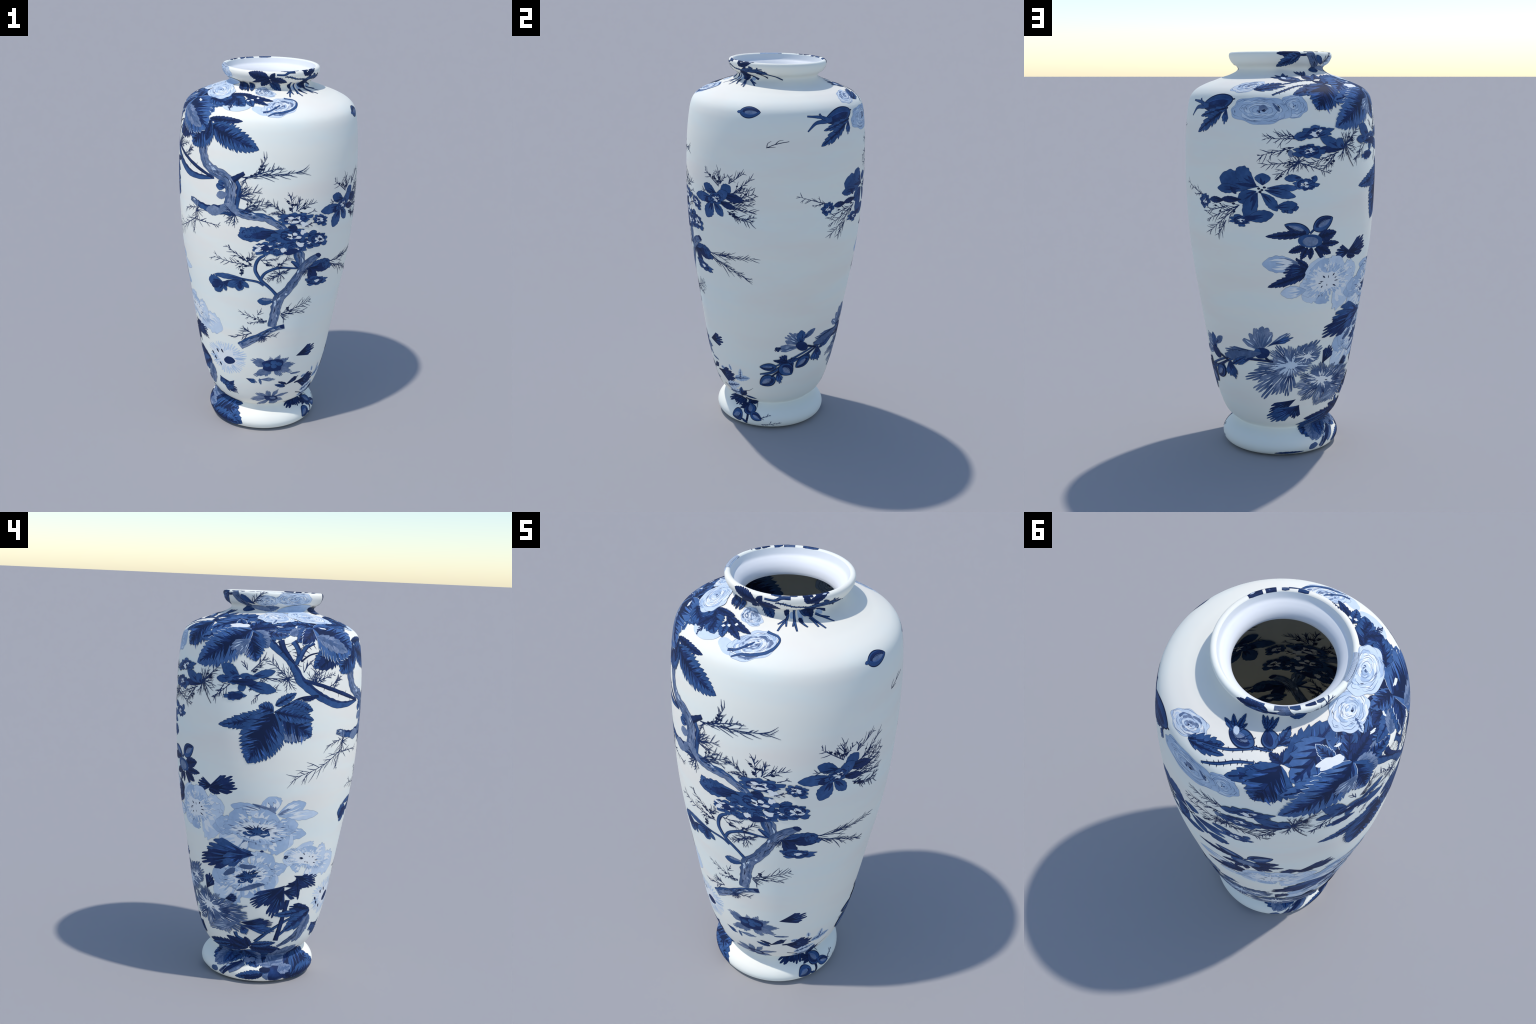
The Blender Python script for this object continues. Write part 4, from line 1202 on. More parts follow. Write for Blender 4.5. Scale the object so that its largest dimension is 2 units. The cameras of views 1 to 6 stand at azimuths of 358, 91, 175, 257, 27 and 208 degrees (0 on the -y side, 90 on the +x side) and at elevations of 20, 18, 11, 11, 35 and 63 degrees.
blossom((196.0, 1.741), (205.3, 1.751), (195.4, 1.772), petals=6, hole=0.42)
petal((191.9, 1.730), (182.6, 1.720), 0.5, tone=MID)
petal((196.4, 1.724), (204.3, 1.745), 0.5, tone=MID)
needles((245.9, 1.745), (253.8, 1.813), length=0.045, count=10, buds=3)
needles((243.7, 1.750), (241.1, 1.783), length=0.03, count=5)
needles((233.5, 1.679), (222.7, 1.602), length=0.045, count=9)
needles((248.4, 1.688), (254.1, 1.702), length=0.03, count=5)
needles((252.3, 1.649), (246.8, 1.602), length=0.04, count=6)
needles((253.0, 1.649), (261.4, 1.670), length=0.04, count=8, buds=3)
star((246.4, 1.669), (246.5, 1.646), rays=8, spread=120, forks=False)
petal((239.5, 1.712), (227.8, 1.767), 0.55, tone=MID)
petal((234.9, 1.701), (224.6, 1.701), 0.42, tone=MID)
petal((242.6, 1.685), (260.7, 1.658), 0.34, tone=MID)
petal((246.1, 1.719), (259.9, 1.751), 0.3, tone=MID)
petal((239.6, 1.689), (241.8, 1.649), 0.9, tone=MID, core=False)
blossom((237.0, 1.625), (244.4, 1.630), (236.8, 1.652), petals=6, hole=0)
dab((237.4, 1.624), (241.9, 1.627), (237.3, 1.638), tone=NAVY)
blossom((240.6, 1.704), (250.1, 1.709), (240.4, 1.731), petals=5, hole=0.36, eye=False)
petal((233.4, 1.691), (249.8, 1.694), 0.22, tone=NAVY)

# hanging leaf spray
twig([(260.2, 1.557), (268.9, 1.601), (276.2, 1.628), (286.6, 1.636)], widths=(0.008, 0.014))
leaf((276.3, 1.619), (285.8, 1.633), 0.3, tone=NAVY, teeth=4)
leaf((260.7, 1.590), (272.5, 1.651), 0.38, tone=MID, teeth=7)
leaf((268.9, 1.601), (283.3, 1.568), 0.5, tone=MID, teeth=9)
leaf((260.9, 1.557), (283.2, 1.444), 0.85, tone=MID, teeth=13, fold=-1, dark=1.3)
leaf((260.6, 1.560), (284.1, 1.522), 0.36, tone=MID, teeth=9)
leaf((259.8, 1.563), (227.0, 1.481), 0.26, bend=0.04, tone=MID, teeth=12, dark=1.2)
leaf((259.8, 1.563), (251.2, 1.586), 0.9, tone=MID, teeth=6)
leaf((260.2, 1.551), (245.9, 1.306), 0.76, tone=MID, teeth=18, dark=1.7)

# orchid spray on the back
needles((124.8, 1.437), (104.4, 1.493), length=0.045, count=10)
needles((122.2, 1.441), (114.6, 1.435), length=0.02, count=3)
needles((151.5, 1.406), (126.7, 1.321), length=0.06, count=18, buds=2)
needles((150.7, 1.400), (128.8, 1.262), length=0.06, count=18)
needles((142.4, 1.330), (135.7, 1.253), length=0.045, count=10)
needles((141.9, 1.395), (126.5, 1.360), length=0.04, count=9, buds=3)
needles((172.3, 1.527), (176.4, 1.556), length=0.02, count=5, buds=3)
petal((163.2, 1.494), (138.5, 1.529), 0.5, tone=MID, blunt=1.1, ruffle=0.06)
petal((161.7, 1.503), (149.9, 1.577), 0.6, tone=MID, blunt=1.1, ruffle=0.08)
petal((165.3, 1.502), (165.3, 1.558), 1.3, tone=MID, ruffle=0.02)
petal((152.5, 1.483), (136.9, 1.480), 0.34, tone=MID)
petal((145.7, 1.491), (149.7, 1.458), 0.4, tone=NAVY)
petal((167.7, 1.489), (185.5, 1.489), 0.22, tone=MID)
blossom((189.7, 1.505), (198.0, 1.503), (189.7, 1.541), petals=6, hole=0.3)
petal((186.8, 1.538), (177.4, 1.533), 0.42, tone=MID)
petal((192.6, 1.536), (196.3, 1.524), 0.9, tone=MID)
petal((166.5, 1.480), (183.9, 1.449), 0.27, tone=MID)
petal((164.2, 1.466), (173.6, 1.382), 0.42, bend=0.05, tone=MID)
blossom((179.9, 1.400), (185.9, 1.399), (179.9, 1.440), petals=5, hole=0)
petal((172.2, 1.400), (184.8, 1.414), 0.4, tone=MID)
petal((161.7, 1.474), (150.4, 1.423), 0.6, tone=MID)
petal((162.4, 1.468), (155.5, 1.337), 0.5, bend=-0.04, tone=MID)
petal((152.7, 1.433), (139.4, 1.429), 0.26, tone=NAVY)
petal((154.8, 1.343), (171.5, 1.368), 0.4, tone=MID)
blossom((152.4, 1.336), (160.0, 1.339), (152.5, 1.365), petals=7, hole=0.25)
dab((157.8, 1.347), (161.5, 1.348), (157.8, 1.359), tone=NAVY)
petal((141.2, 1.424), (130.5, 1.423), 0.34, tone=NAVY)
blossom((125.8, 1.415), (131.1, 1.419), (126.1, 1.454), petals=6, hole=0.34)
dab((163.1, 1.486), (164.0, 1.486), (163.2, 1.491), tone=INK)
dab((166.3, 1.492), (167.2, 1.492), (166.3, 1.497), tone=INK)
dab((164.9, 1.480), (165.8, 1.480), (164.9, 1.485), tone=INK)
dab((163.8, 1.471), (164.7, 1.471), (163.8, 1.477), tone=INK)

# rosehips and peonies low down
limb([(196.7, 1.205), (200.3, 1.160), (204.1, 1.123)], [0.0214, 0.0176, 0.0126], tone=NAVY, rim=INK)
limb([(192.5, 1.273), (194.7, 1.290), (197.0, 1.307)], [0.0088, 0.0088, 0.0076], tone=MID, rim=NAVY)
bud((194.7, 1.293), (206.6, 1.343), 0.62)
bud((192.1, 1.279), (177.8, 1.318), 0.42)
leaf((190.2, 1.274), (166.8, 1.262), 0.2, tone=NAVY, teeth=7)
leaf((197.2, 1.250), (209.8, 1.272), 0.55, tone=NAVY, teeth=7)
leaf((199.8, 1.221), (212.2, 1.219), 0.3, tone=NAVY, teeth=5)
leaf((189.7, 1.211), (180.1, 1.186), 0.42, tone=NAVY, teeth=7)
leaf((191.2, 1.207), (187.3, 1.149), 0.5, tone=NAVY, teeth=6)
leaf((193.5, 1.206), (193.1, 1.148), 0.5, tone=NAVY, teeth=6)
leaf((196.7, 1.211), (206.7, 1.170), 0.5, tone=NAVY, teeth=7)
dab((193.0, 1.238), (200.6, 1.234), (192.9, 1.270), tone=MID, rough=0.04)
dab((193.0, 1.235), (197.9, 1.233), (192.9, 1.257), tone=SLATE, rough=0.06)
petal((187.0, 1.129), (164.2, 1.128), 0.46, tone=PALE, streaks=4)
leaf((185.4, 1.142), (184.6, 1.158), 0.6, tone=NAVY, teeth=4)
fan((195.0, 1.104), (176.5, 1.087), 0.5, 5)
leaf((192.0, 1.078), (167.4, 1.013), 0.24, tone=NAVY, teeth=8)
leaf((192.9, 1.111), (198.8, 1.139), 0.35, tone=NAVY, teeth=4)
leaf((192.2, 1.106), (185.0, 1.151), 0.4, tone=NAVY, teeth=5)
fan((219.6, 1.162), (237.2, 1.226), 0.42, 4)
fan((219.6, 1.156), (239.6, 1.188), 0.5, 5)
fan((222.6, 1.167), (209.9, 1.171), 0.75, 5)
leaf((219.6, 1.149), (228.1, 1.136), 0.4, tone=NAVY, teeth=5)
petal((211.4, 1.045), (231.1, 1.071), 0.82, tone=SOFT, ruffle=0.09, streaks=2, blunt=0.9, name='peony_petal')
petal((210.9, 1.020), (229.4, 0.972), 1.27, tone=SOFT, ruffle=0.09, streaks=2, blunt=0.9, name='peony_petal')
petal((210.5, 1.010), (227.0, 0.932), 1.31, tone=SOFT, ruffle=0.09, streaks=2, blunt=0.9, name='peony_petal')
petal((204.6, 1.005), (199.7, 0.920), 1.21, tone=PALE, ruffle=0.09, streaks=2, blunt=0.9, name='peony_petal')
petal((201.9, 1.012), (189.6, 0.946), 0.82, tone=SOFT, ruffle=0.09, streaks=2, blunt=0.9, name='peony_petal')
petal((201.1, 1.025), (187.0, 0.994), 0.84, tone=SOFT, ruffle=0.09, streaks=2, blunt=0.9, name='peony_petal')
petal((202.7, 1.058), (193.5, 1.127), 1.39, tone=SOFT, ruffle=0.09, streaks=2, blunt=0.9, name='peony_petal')
petal((204.5, 1.061), (200.0, 1.141), 1.58, tone=PALE, ruffle=0.09, streaks=2, blunt=0.9, name='peony_petal')
petal((208.2, 1.063), (214.6, 1.149), 1.09, tone=SOFT, ruffle=0.09, streaks=2, blunt=0.9, name='peony_petal')
ruffled((206.2, 1.033), (222.6, 1.064), (200.3, 1.112), petals=9, tones=(PALE, WHITE, SOFT), fringe=0.3, comb=4, streak=PALE, tongues=44, dashes=18, stamens=10, core=0.62)
petal((191.7, 0.996), (175.4, 0.981), 0.5, tone=SOFT, streaks=3)
petal((262.4, 1.053), (235.4, 1.085), 0.3, tone=PALE, streaks=3)
petal((263.9, 1.063), (259.4, 1.143), 1.2, tone=PALE, streaks=2)
petal((265.6, 1.050), (284.0, 1.108), 0.48, tone=PALE, streaks=2)
petal((266.5, 1.044), (294.5, 1.047), 0.24, tone=SOFT, streaks=3, edge=SLATE)
petal((249.6, 1.103), (264.7, 1.057), 0.2, tone=SLATE)
petal((261.3, 0.960), (287.3, 0.942), 0.33, tone=PALE, ruffle=0.09, streaks=2, blunt=0.9, name='peony_petal')
petal((259.2, 0.946), (278.3, 0.893), 0.74, tone=SOFT, ruffle=0.09, streaks=2, blunt=0.9, name='peony_petal')
petal((258.3, 0.940), (274.3, 0.870), 0.95, tone=PALE, ruffle=0.09, streaks=2, blunt=0.9, name='peony_petal')
petal((252.3, 0.937), (249.4, 0.866), 2.2, tone=PALE, ruffle=0.09, streaks=2, blunt=0.9, name='peony_petal')
petal((248.6, 0.937), (233.4, 0.859), 1.1, tone=PALE, ruffle=0.09, streaks=2, blunt=0.9, name='peony_petal')
petal((247.0, 0.944), (225.8, 0.884), 0.73, tone=SOFT, ruffle=0.09, streaks=2, blunt=0.9, name='peony_petal')
petal((245.8, 0.964), (220.8, 0.958), 0.38, tone=PALE, ruffle=0.09, streaks=2, blunt=0.9, name='peony_petal')
petal((246.3, 0.970), (223.4, 0.985), 0.53, tone=PALE, ruffle=0.09, streaks=2, blunt=0.9, name='peony_petal')
petal((248.6, 0.981), (234.4, 1.039), 1.05, tone=PALE, ruffle=0.09, streaks=2, blunt=0.9, name='peony_petal')
petal((254.8, 0.985), (259.1, 1.057), 1.98, tone=SOFT, ruffle=0.09, streaks=2, blunt=0.9, name='peony_petal')
petal((256.1, 0.985), (264.4, 1.054), 1.55, tone=PALE, ruffle=0.09, streaks=2, blunt=0.9, name='peony_petal')
petal((259.9, 0.972), (280.3, 0.997), 0.58, tone=PALE, ruffle=0.09, streaks=2, blunt=0.9, name='peony_petal')
ruffled((253.3, 0.961), (276.9, 0.952), (253.4, 1.033), petals=11, tones=(PALE, WHITE, SOFT), fringe=0.06, comb=2, eye=MID, eye_size=0.4, tongues=46, dashes=22, stamens=0, jag=0.2, core=0.6)
fan((241.4, 0.838), (205.7, 0.765), 0.34, 6)
fan((241.9, 0.842), (214.2, 0.830), 0.4, 6)
fan((241.4, 0.845), (228.4, 0.765), 0.85, 5, tone=MID)
limb([(240.5, 0.835), (248.6, 0.835), (255.2, 0.827)], [0.0088, 0.0088, 0.0139], tone=NAVY, rim=INK)
limb([(243.2, 0.858), (250.3, 0.841), (256.5, 0.827)], [0.0088, 0.0113, 0.0088], tone=MID, rim=NAVY)
dab((256.8, 0.844), (258.4, 0.845), (256.7, 0.860), tone=NAVY)
petal((254.2, 0.730), (275.6, 0.771), 0.46, tone=PALE, ruffle=0.09, streaks=2, blunt=0.9, name='peony_petal')
petal((252.8, 0.708), (270.3, 0.689), 0.9, tone=SOFT, ruffle=0.09, streaks=2, blunt=0.9, name='peony_petal')
petal((252.0, 0.699), (267.5, 0.652), 1.1, tone=PALE, ruffle=0.09, streaks=2, blunt=0.9, name='peony_petal')
petal((245.9, 0.683), (242.3, 0.593), 1.69, tone=PALE, ruffle=0.09, streaks=2, blunt=0.9, name='peony_petal')
petal((242.2, 0.677), (225.6, 0.562), 0.89, tone=PALE, ruffle=0.09, streaks=2, blunt=0.9, name='peony_petal')
petal((240.6, 0.683), (217.5, 0.580), 0.64, tone=SOFT, ruffle=0.09, streaks=2, blunt=0.9, name='peony_petal')
petal((240.2, 0.708), (216.6, 0.682), 0.67, tone=PALE, ruffle=0.09, streaks=2, blunt=0.9, name='peony_petal')
petal((241.1, 0.716), (221.8, 0.720), 0.94, tone=PALE, ruffle=0.09, streaks=2, blunt=0.9, name='peony_petal')
petal((244.2, 0.735), (236.1, 0.800), 1.59, tone=PALE, ruffle=0.09, streaks=2, blunt=0.9, name='peony_petal')
petal((250.6, 0.745), (260.8, 0.839), 1.08, tone=SOFT, ruffle=0.09, streaks=2, blunt=0.9, name='peony_petal')
petal((251.6, 0.744), (264.5, 0.833), 0.88, tone=PALE, ruffle=0.09, streaks=2, blunt=0.9, name='peony_petal')
ruffled((247.0, 0.712), (267.5, 0.758), (244.2, 0.789), petals=10, tones=(PALE, WHITE, SOFT), fringe=0.14, comb=4, eye=MID, eye_size=0.42, tongues=40, dashes=8, stamens=0, jag=0.4, core=0.58)
dab((246.4, 0.765), (252.0, 0.765), (246.6, 0.778), tone=SHADE, rough=0.25)
dab((233.4, 0.726), (238.3, 0.744), (232.5, 0.742), tone=SHADE, rough=0.25)
dab((249.9, 0.655), (259.8, 0.680), (249.4, 0.668), tone=SHADE, rough=0.2)
petal((297.1, 0.792), (323.9, 0.736), 0.68, tone=SOFT, ruffle=0.09, streaks=2, blunt=0.9, name='peony_petal')
petal((294.8, 0.782), (307.6, 0.715), 1.3, tone=SOFT, ruffle=0.09, streaks=2, blunt=0.9, name='peony_petal')
petal((293.6, 0.779), (301.5, 0.705), 1.48, tone=SOFT, ruffle=0.09, streaks=2, blunt=0.9, name='peony_petal')
petal((287.9, 0.794), (278.3, 0.766), 1.25, tone=PALE, ruffle=0.09, streaks=2, blunt=0.9, name='peony_petal')
petal((286.0, 0.806), (271.8, 0.808), 0.7, tone=SOFT, ruffle=0.09, streaks=2, blunt=0.9, name='peony_petal')
petal((286.1, 0.814), (272.4, 0.842), 0.7, tone=SOFT, ruffle=0.09, streaks=2, blunt=0.9, name='peony_petal')
petal((289.7, 0.825), (285.5, 0.891), 1.63, tone=SOFT, ruffle=0.09, streaks=2, blunt=0.9, name='peony_petal')
petal((291.6, 0.820), (292.7, 0.874), 1.91, tone=PALE, ruffle=0.09, streaks=2, blunt=0.9, name='peony_petal')
petal((295.3, 0.810), (309.9, 0.824), 1.09, tone=SOFT, ruffle=0.09, streaks=2, blunt=0.9, name='peony_petal')
ruffled((291.3, 0.802), (310.8, 0.764), (291.1, 0.859), petals=10, tones=(PALE, WHITE, SOFT), fringe=0.3, comb=5, streak=SOFT, tongues=44, dashes=10, stamens=9, core=0.62)
leaf((272.5, 0.818), (275.6, 0.827), 0.7, tone=INK, teeth=3)
fan((183.5, 0.600), (156.6, 0.602), 0.4, 6, tone=SLATE, depth=0.34, light=WHITE, name='chrysanthemum_petal')
fan((183.5, 0.600), (147.1, 0.526), 0.34, 6, tone=SHADE, depth=0.34, light=WHITE, name='chrysanthemum_petal')
fan((183.5, 0.600), (152.6, 0.453), 0.36, 5, tone=SLATE, depth=0.34, light=WHITE, name='chrysanthemum_petal')
fan((183.5, 0.600), (159.9, 0.419), 0.3, 4, tone=SHADE, depth=0.34, light=WHITE, name='chrysanthemum_petal')
fan((183.5, 0.600), (170.8, 0.449), 0.5, 6, tone=SLATE, depth=0.34, light=WHITE, name='chrysanthemum_petal')
fan((183.5, 0.600), (180.2, 0.434), 0.5, 6, tone=SHADE, depth=0.34, light=WHITE, name='chrysanthemum_petal')
fan((183.5, 0.600), (167.7, 0.687), 0.5, 7, tone=SLATE, depth=0.34, light=WHITE, name='chrysanthemum_petal')
fan((183.5, 0.600), (172.3, 0.708), 0.5, 6, tone=SHADE, depth=0.34, light=WHITE, name='chrysanthemum_petal')
fan((183.5, 0.600), (182.2, 0.714), 0.5, 7, tone=SLATE, depth=0.34, light=WHITE, name='chrysanthemum_petal')
fan((183.5, 0.600), (188.6, 0.705), 0.5, 5, tone=SHADE, depth=0.34, light=WHITE, name='chrysanthemum_petal')
fan((183.5, 0.600), (198.1, 0.712), 0.6, 7, tone=SLATE, depth=0.34, light=WHITE, name='chrysanthemum_petal')
fan((183.5, 0.600), (204.0, 0.727), 0.5, 6, tone=SHADE, depth=0.34, light=WHITE, name='chrysanthemum_petal')
fan((183.5, 0.600), (207.9, 0.690), 0.5, 6, tone=SLATE, depth=0.34, light=WHITE, name='chrysanthemum_petal')
fan((183.5, 0.600), (200.3, 0.624), 0.5, 6, tone=SHADE, depth=0.34, light=WHITE, name='chrysanthemum_petal')
fan((183.5, 0.600), (176.9, 0.540), 0.6, 7, tone=SLATE, depth=0.34, light=WHITE, name='chrysanthemum_petal')
fan((183.5, 0.600), (161.3, 0.564), 0.36, 6, tone=SHADE, depth=0.34, light=WHITE, name='chrysanthemum_petal')
ruffled((183.5, 0.607), (202.0, 0.622), (181.3, 0.673), petals=8, tones=(SLATE, SOFT, SHADE), fringe=0.34, comb=5, streak=SHADE, tongues=30, dashes=16, stamens=3, core=0.3, name='chrysanthemum')
ruffled((195.9, 0.647), (207.2, 0.652), (194.2, 0.688), petals=7, tones=(SLATE, WHITE, SHADE), fringe=0.3, comb=4, streak=SHADE, tongues=22, dashes=12, stamens=1, core=0.3, name='chrysanthemum')
fan((209.1, 0.598), (216.4, 0.683), 0.75, 5)
fan((210.8, 0.496), (185.1, 0.490), 0.4, 7, tone=SLATE, depth=0.34, light=WHITE, name='chrysanthemum_petal')
fan((210.8, 0.496), (189.7, 0.550), 0.4, 7, tone=SHADE, depth=0.34, light=WHITE, name='chrysanthemum_petal')
fan((210.8, 0.496), (188.7, 0.438), 0.4, 6, tone=SLATE, depth=0.34, light=WHITE, name='chrysanthemum_petal')
fan((210.8, 0.496), (192.6, 0.399), 0.36, 6, tone=SHADE, depth=0.34, light=WHITE, name='chrysanthemum_petal')
fan((210.8, 0.496), (207.0, 0.367), 0.4, 6, tone=SLATE, depth=0.34, light=WHITE, name='chrysanthemum_petal')
fan((210.8, 0.496), (220.5, 0.367), 0.5, 7, tone=SHADE, depth=0.34, light=WHITE, name='chrysanthemum_petal')
fan((210.8, 0.496), (200.6, 0.596), 0.6, 7, tone=SLATE, depth=0.34, light=WHITE, name='chrysanthemum_petal')
fan((210.8, 0.496), (208.3, 0.605), 0.6, 8, tone=SHADE, depth=0.34, light=WHITE, name='chrysanthemum_petal')
fan((210.8, 0.496), (222.1, 0.584), 0.6, 8, tone=SLATE, depth=0.34, light=WHITE, name='chrysanthemum_petal')
fan((210.8, 0.496), (236.8, 0.546), 0.5, 7, tone=SHADE, depth=0.34, light=WHITE, name='chrysanthemum_petal')
fan((210.8, 0.496), (247.3, 0.471), 0.5, 7, tone=SLATE, depth=0.34, light=WHITE, name='chrysanthemum_petal')
fan((210.8, 0.496), (245.1, 0.404), 0.5, 7, tone=SHADE, depth=0.34, light=WHITE, name='chrysanthemum_petal')
fan((210.8, 0.496), (231.8, 0.371), 0.5, 7, tone=SLATE, depth=0.34, light=WHITE, name='chrysanthemum_petal')
ruffled((210.4, 0.511), (228.7, 0.498), (207.2, 0.572), petals=8, tones=(SHADE, WHITE, SLATE), fringe=0.3, comb=5, streak=SHADE, tongues=30, dashes=14, stamens=2, core=0.35, name='chrysanthemum')
fan((220.6, 0.497), (246.2, 0.543), 0.24, 5, tone=SHADE, depth=0.3, light=WHITE, name='chrysanthemum_petal')
fan((220.6, 0.497), (247.8, 0.501), 0.24, 5, tone=SHADE, depth=0.3, light=WHITE, name='chrysanthemum_petal')
fan((220.6, 0.497), (245.1, 0.469), 0.24, 5, tone=SHADE, depth=0.3, light=WHITE, name='chrysanthemum_petal')
fan((220.6, 0.497), (236.8, 0.570), 0.24, 5, tone=SLATE, depth=0.3, light=WHITE, name='chrysanthemum_petal')
fan((240.6, 0.446), (206.5, 0.371), 0.3, 7, tone=SLATE, depth=0.4)
fan((228.4, 0.570), (239.0, 0.590), 0.7, 4)
fan((188.5, 0.413), (164.4, 0.331), 0.5, 6)
fan((192.4, 0.377), (163.0, 0.283), 0.55, 7, tone=MID)
fan((191.8, 0.378), (186.0, 0.297), 0.8, 5)
fan((251.6, 0.831), (214.0, 0.835), 0.55, 5, tone=MID)
fan((248.7, 0.835), (206.3, 0.748), 0.36, 6)
fan((246.9, 0.832), (227.2, 0.771), 0.55, 4, tone=MID)

# feathered flowers and berries, back right
limb([(129.6, 0.616), (143.2, 0.627), (156.9, 0.632), (169.9, 0.626)], [0.0076, 0.0088, 0.0101, 0.0063], tone=NAVY, rim=INK)
twig([(162.1, 0.672), (164.7, 0.643), (167.5, 0.627)], widths=(0.012, 0.012))
fan((157.4, 0.676), (128.4, 0.659), 0.24, 4, tone=SHADE)
fan((157.3, 0.666), (128.6, 0.632), 0.2, 4)
fan((156.1, 0.648), (135.9, 0.598), 0.34, 5, tone=MID)
fan((165.0, 0.700), (183.2, 0.780), 0.2, 3, tone=SLATE)
fan((166.9, 0.714), (184.5, 0.753), 0.26, 3, tone=MID)
fan((160.8, 0.681), (147.3, 0.735), 0.36, 2, tone=SLATE, depth=0.06)
fan((160.8, 0.681), (152.6, 0.775), 0.36, 2, tone=SLATE, depth=0.06)
fan((160.8, 0.681), (157.5, 0.802), 0.36, 2, tone=SLATE, depth=0.06)
fan((160.8, 0.681), (162.5, 0.814), 0.36, 2, tone=SLATE, depth=0.06)
fan((160.8, 0.681), (166.9, 0.812), 0.36, 2, tone=SLATE, depth=0.06)
fan((160.8, 0.681), (170.0, 0.784), 0.36, 2, tone=SLATE, depth=0.06)
dab((161.6, 0.668), (167.4, 0.671), (161.8, 0.697), tone=NAVY, rough=0.05)
dab((158.3, 0.677), (160.6, 0.678), (158.5, 0.691), tone=MID)
fan((133.0, 0.614), (136.8, 0.507), 0.5, 5, tone=MID)
limb([(92.9, 0.508), (117.1, 0.580), (130.3, 0.617)], [0.0063, 0.0088, 0.0076], tone=MID, rim=NAVY)
bud((124.2, 0.574), (118.8, 0.493), 0.65)
leaf((108.9, 0.565), (109.5, 0.459), 0.22, tone=MID, teeth=4)
limb([(137.2, 0.618), (131.0, 0.602), (121.3, 0.570), (110.0, 0.539), (100.3, 0.512), (92.8, 0.475), (81.5, 0.457)], [0.0063, 0.0088, 0.0101, 0.0139, 0.0126, 0.0151, 0.005], tone=MID, rim=NAVY)
twig([(131.0, 0.605), (123.9, 0.622), (118.9, 0.629)], widths=(0.01, 0.014))
limb([(131.7, 0.605), (126.1, 0.583), (121.5, 0.562)], [0.005, 0.0076, 0.0063], tone=NAVY, rim=INK)
fan((116.5, 0.636), (103.2, 0.713), 0.75, 5, tone=SLATE)
petal((116.5, 0.636), (114.9, 0.730), 0.55, tone=MID, ruffle=0.08)
petal((117.0, 0.671), (127.9, 0.725), 0.36, tone=SHADE)
fan((117.2, 0.627), (94.8, 0.624), 0.34, 4, tone=SLATE)
fan((99.4, 0.631), (94.3, 0.613), 0.9, 4)
dab((117.2, 0.629), (122.8, 0.621), (116.6, 0.658), tone=NAVY, rough=0.04)
leaf((128.3, 0.627), (161.2, 0.670), 0.22, tone=SHADE, teeth=6)
leaf((135.9, 0.590), (148.6, 0.643), 0.28, tone=MID, teeth=5)
bud((95.9, 0.509), (81.7, 0.506), 0.52)
bud((99.7, 0.521), (110.3, 0.456), 0.85)
bud((124.8, 0.557), (113.7, 0.498), 0.7)
bud((94.7, 0.441), (81.7, 0.387), 0.8)
fan((105.0, 0.536), (99.2, 0.581), 0.9, 4)
leaf((105.0, 0.536), (93.3, 0.551), 0.3, tone=NAVY, teeth=4)
leaf((104.5, 0.531), (113.7, 0.558), 0.24, tone=MID, teeth=3)
fan((97.2, 0.484), (100.3, 0.399), 0.5, 4, tone=MID)
twig([(98.4, 0.479), (95.1, 0.463), (91.8, 0.444)], widths=(0.012, 0.009))
fan((131.9, 0.598), (133.9, 0.517), 1.0, 5, tone=MID)

# small flowers above the foot, front
ruffled((323.5, 0.556), (343.6, 0.523), (331.0, 0.655), petals=9, tones=(SOFT, WHITE, PALE), fringe=0.4, comb=5, streak=SOFT, tongues=50, dashes=0, stamens=0, core=0.5)
dab((327.3, 0.545), (332.8, 0.548), (328.4, 0.571), tone=NAVY)
leaf((314.3, 0.596), (316.3, 0.576), 0.4, tone=INK, teeth=3, veins=False)
leaf((319.6, 0.604), (321.5, 0.584), 0.4, tone=INK, teeth=3, veins=False)
leaf((307.6, 0.566), (309.9, 0.548), 0.4, tone=INK, teeth=3, veins=False)
leaf((310.4, 0.541), (312.4, 0.521), 0.4, tone=INK, teeth=3, veins=False)
leaf((316.1, 0.514), (317.9, 0.493), 0.4, tone=INK, teeth=3, veins=False)
fan((6.2, 0.538), (347.9, 0.575), 0.5, 5, tone=SLATE, depth=0.2, light=SHADE, veins=1)
fan((6.2, 0.538), (350.5, 0.471), 0.4, 5, tone=SLATE, depth=0.2, light=SHADE, veins=1)
fan((6.2, 0.538), (0.1, 0.470), 0.5, 5, tone=SLATE, depth=0.2, light=SHADE, veins=1)
fan((6.2, 0.538), (15.1, 0.468), 0.5, 5, tone=SLATE, depth=0.2, light=SHADE, veins=1)
fan((6.2, 0.538), (24.5, 0.488), 0.36, 5, tone=SLATE, depth=0.2, light=SHADE, veins=1)
fan((6.2, 0.538), (27.7, 0.539), 0.3, 5, tone=SLATE, depth=0.2, light=SHADE, veins=1)
fan((6.2, 0.538), (20.1, 0.587), 0.4, 5, tone=SLATE, depth=0.2, light=SHADE, veins=1)
fan((6.2, 0.538), (12.0, 0.610), 0.4, 5, tone=SLATE, depth=0.2, light=SHADE, veins=1)
fan((6.2, 0.538), (3.6, 0.601), 0.4, 5, tone=SLATE, depth=0.2, light=SHADE, veins=1)
dab((7.0, 0.546), (16.4, 0.551), (6.0, 0.585), tone=NAVY, rough=0.2)
dab((1.8, 0.548), (4.4, 0.547), (1.8, 0.560), tone=MID)
dab((7.3, 0.538), (10.0, 0.537), (7.2, 0.551), tone=MID)
dab((11.6, 0.553), (14.3, 0.551), (11.4, 0.565), tone=MID)
dab((7.1, 0.563), (9.7, 0.562), (7.0, 0.576), tone=MID)
fan((26.9, 0.590), (46.5, 0.622), 0.62, 5)
fan((312.2, 0.410), (331.9, 0.317), 0.62, 9)
fan((313.2, 0.412), (316.5, 0.352), 0.9, 5, tone=MID)
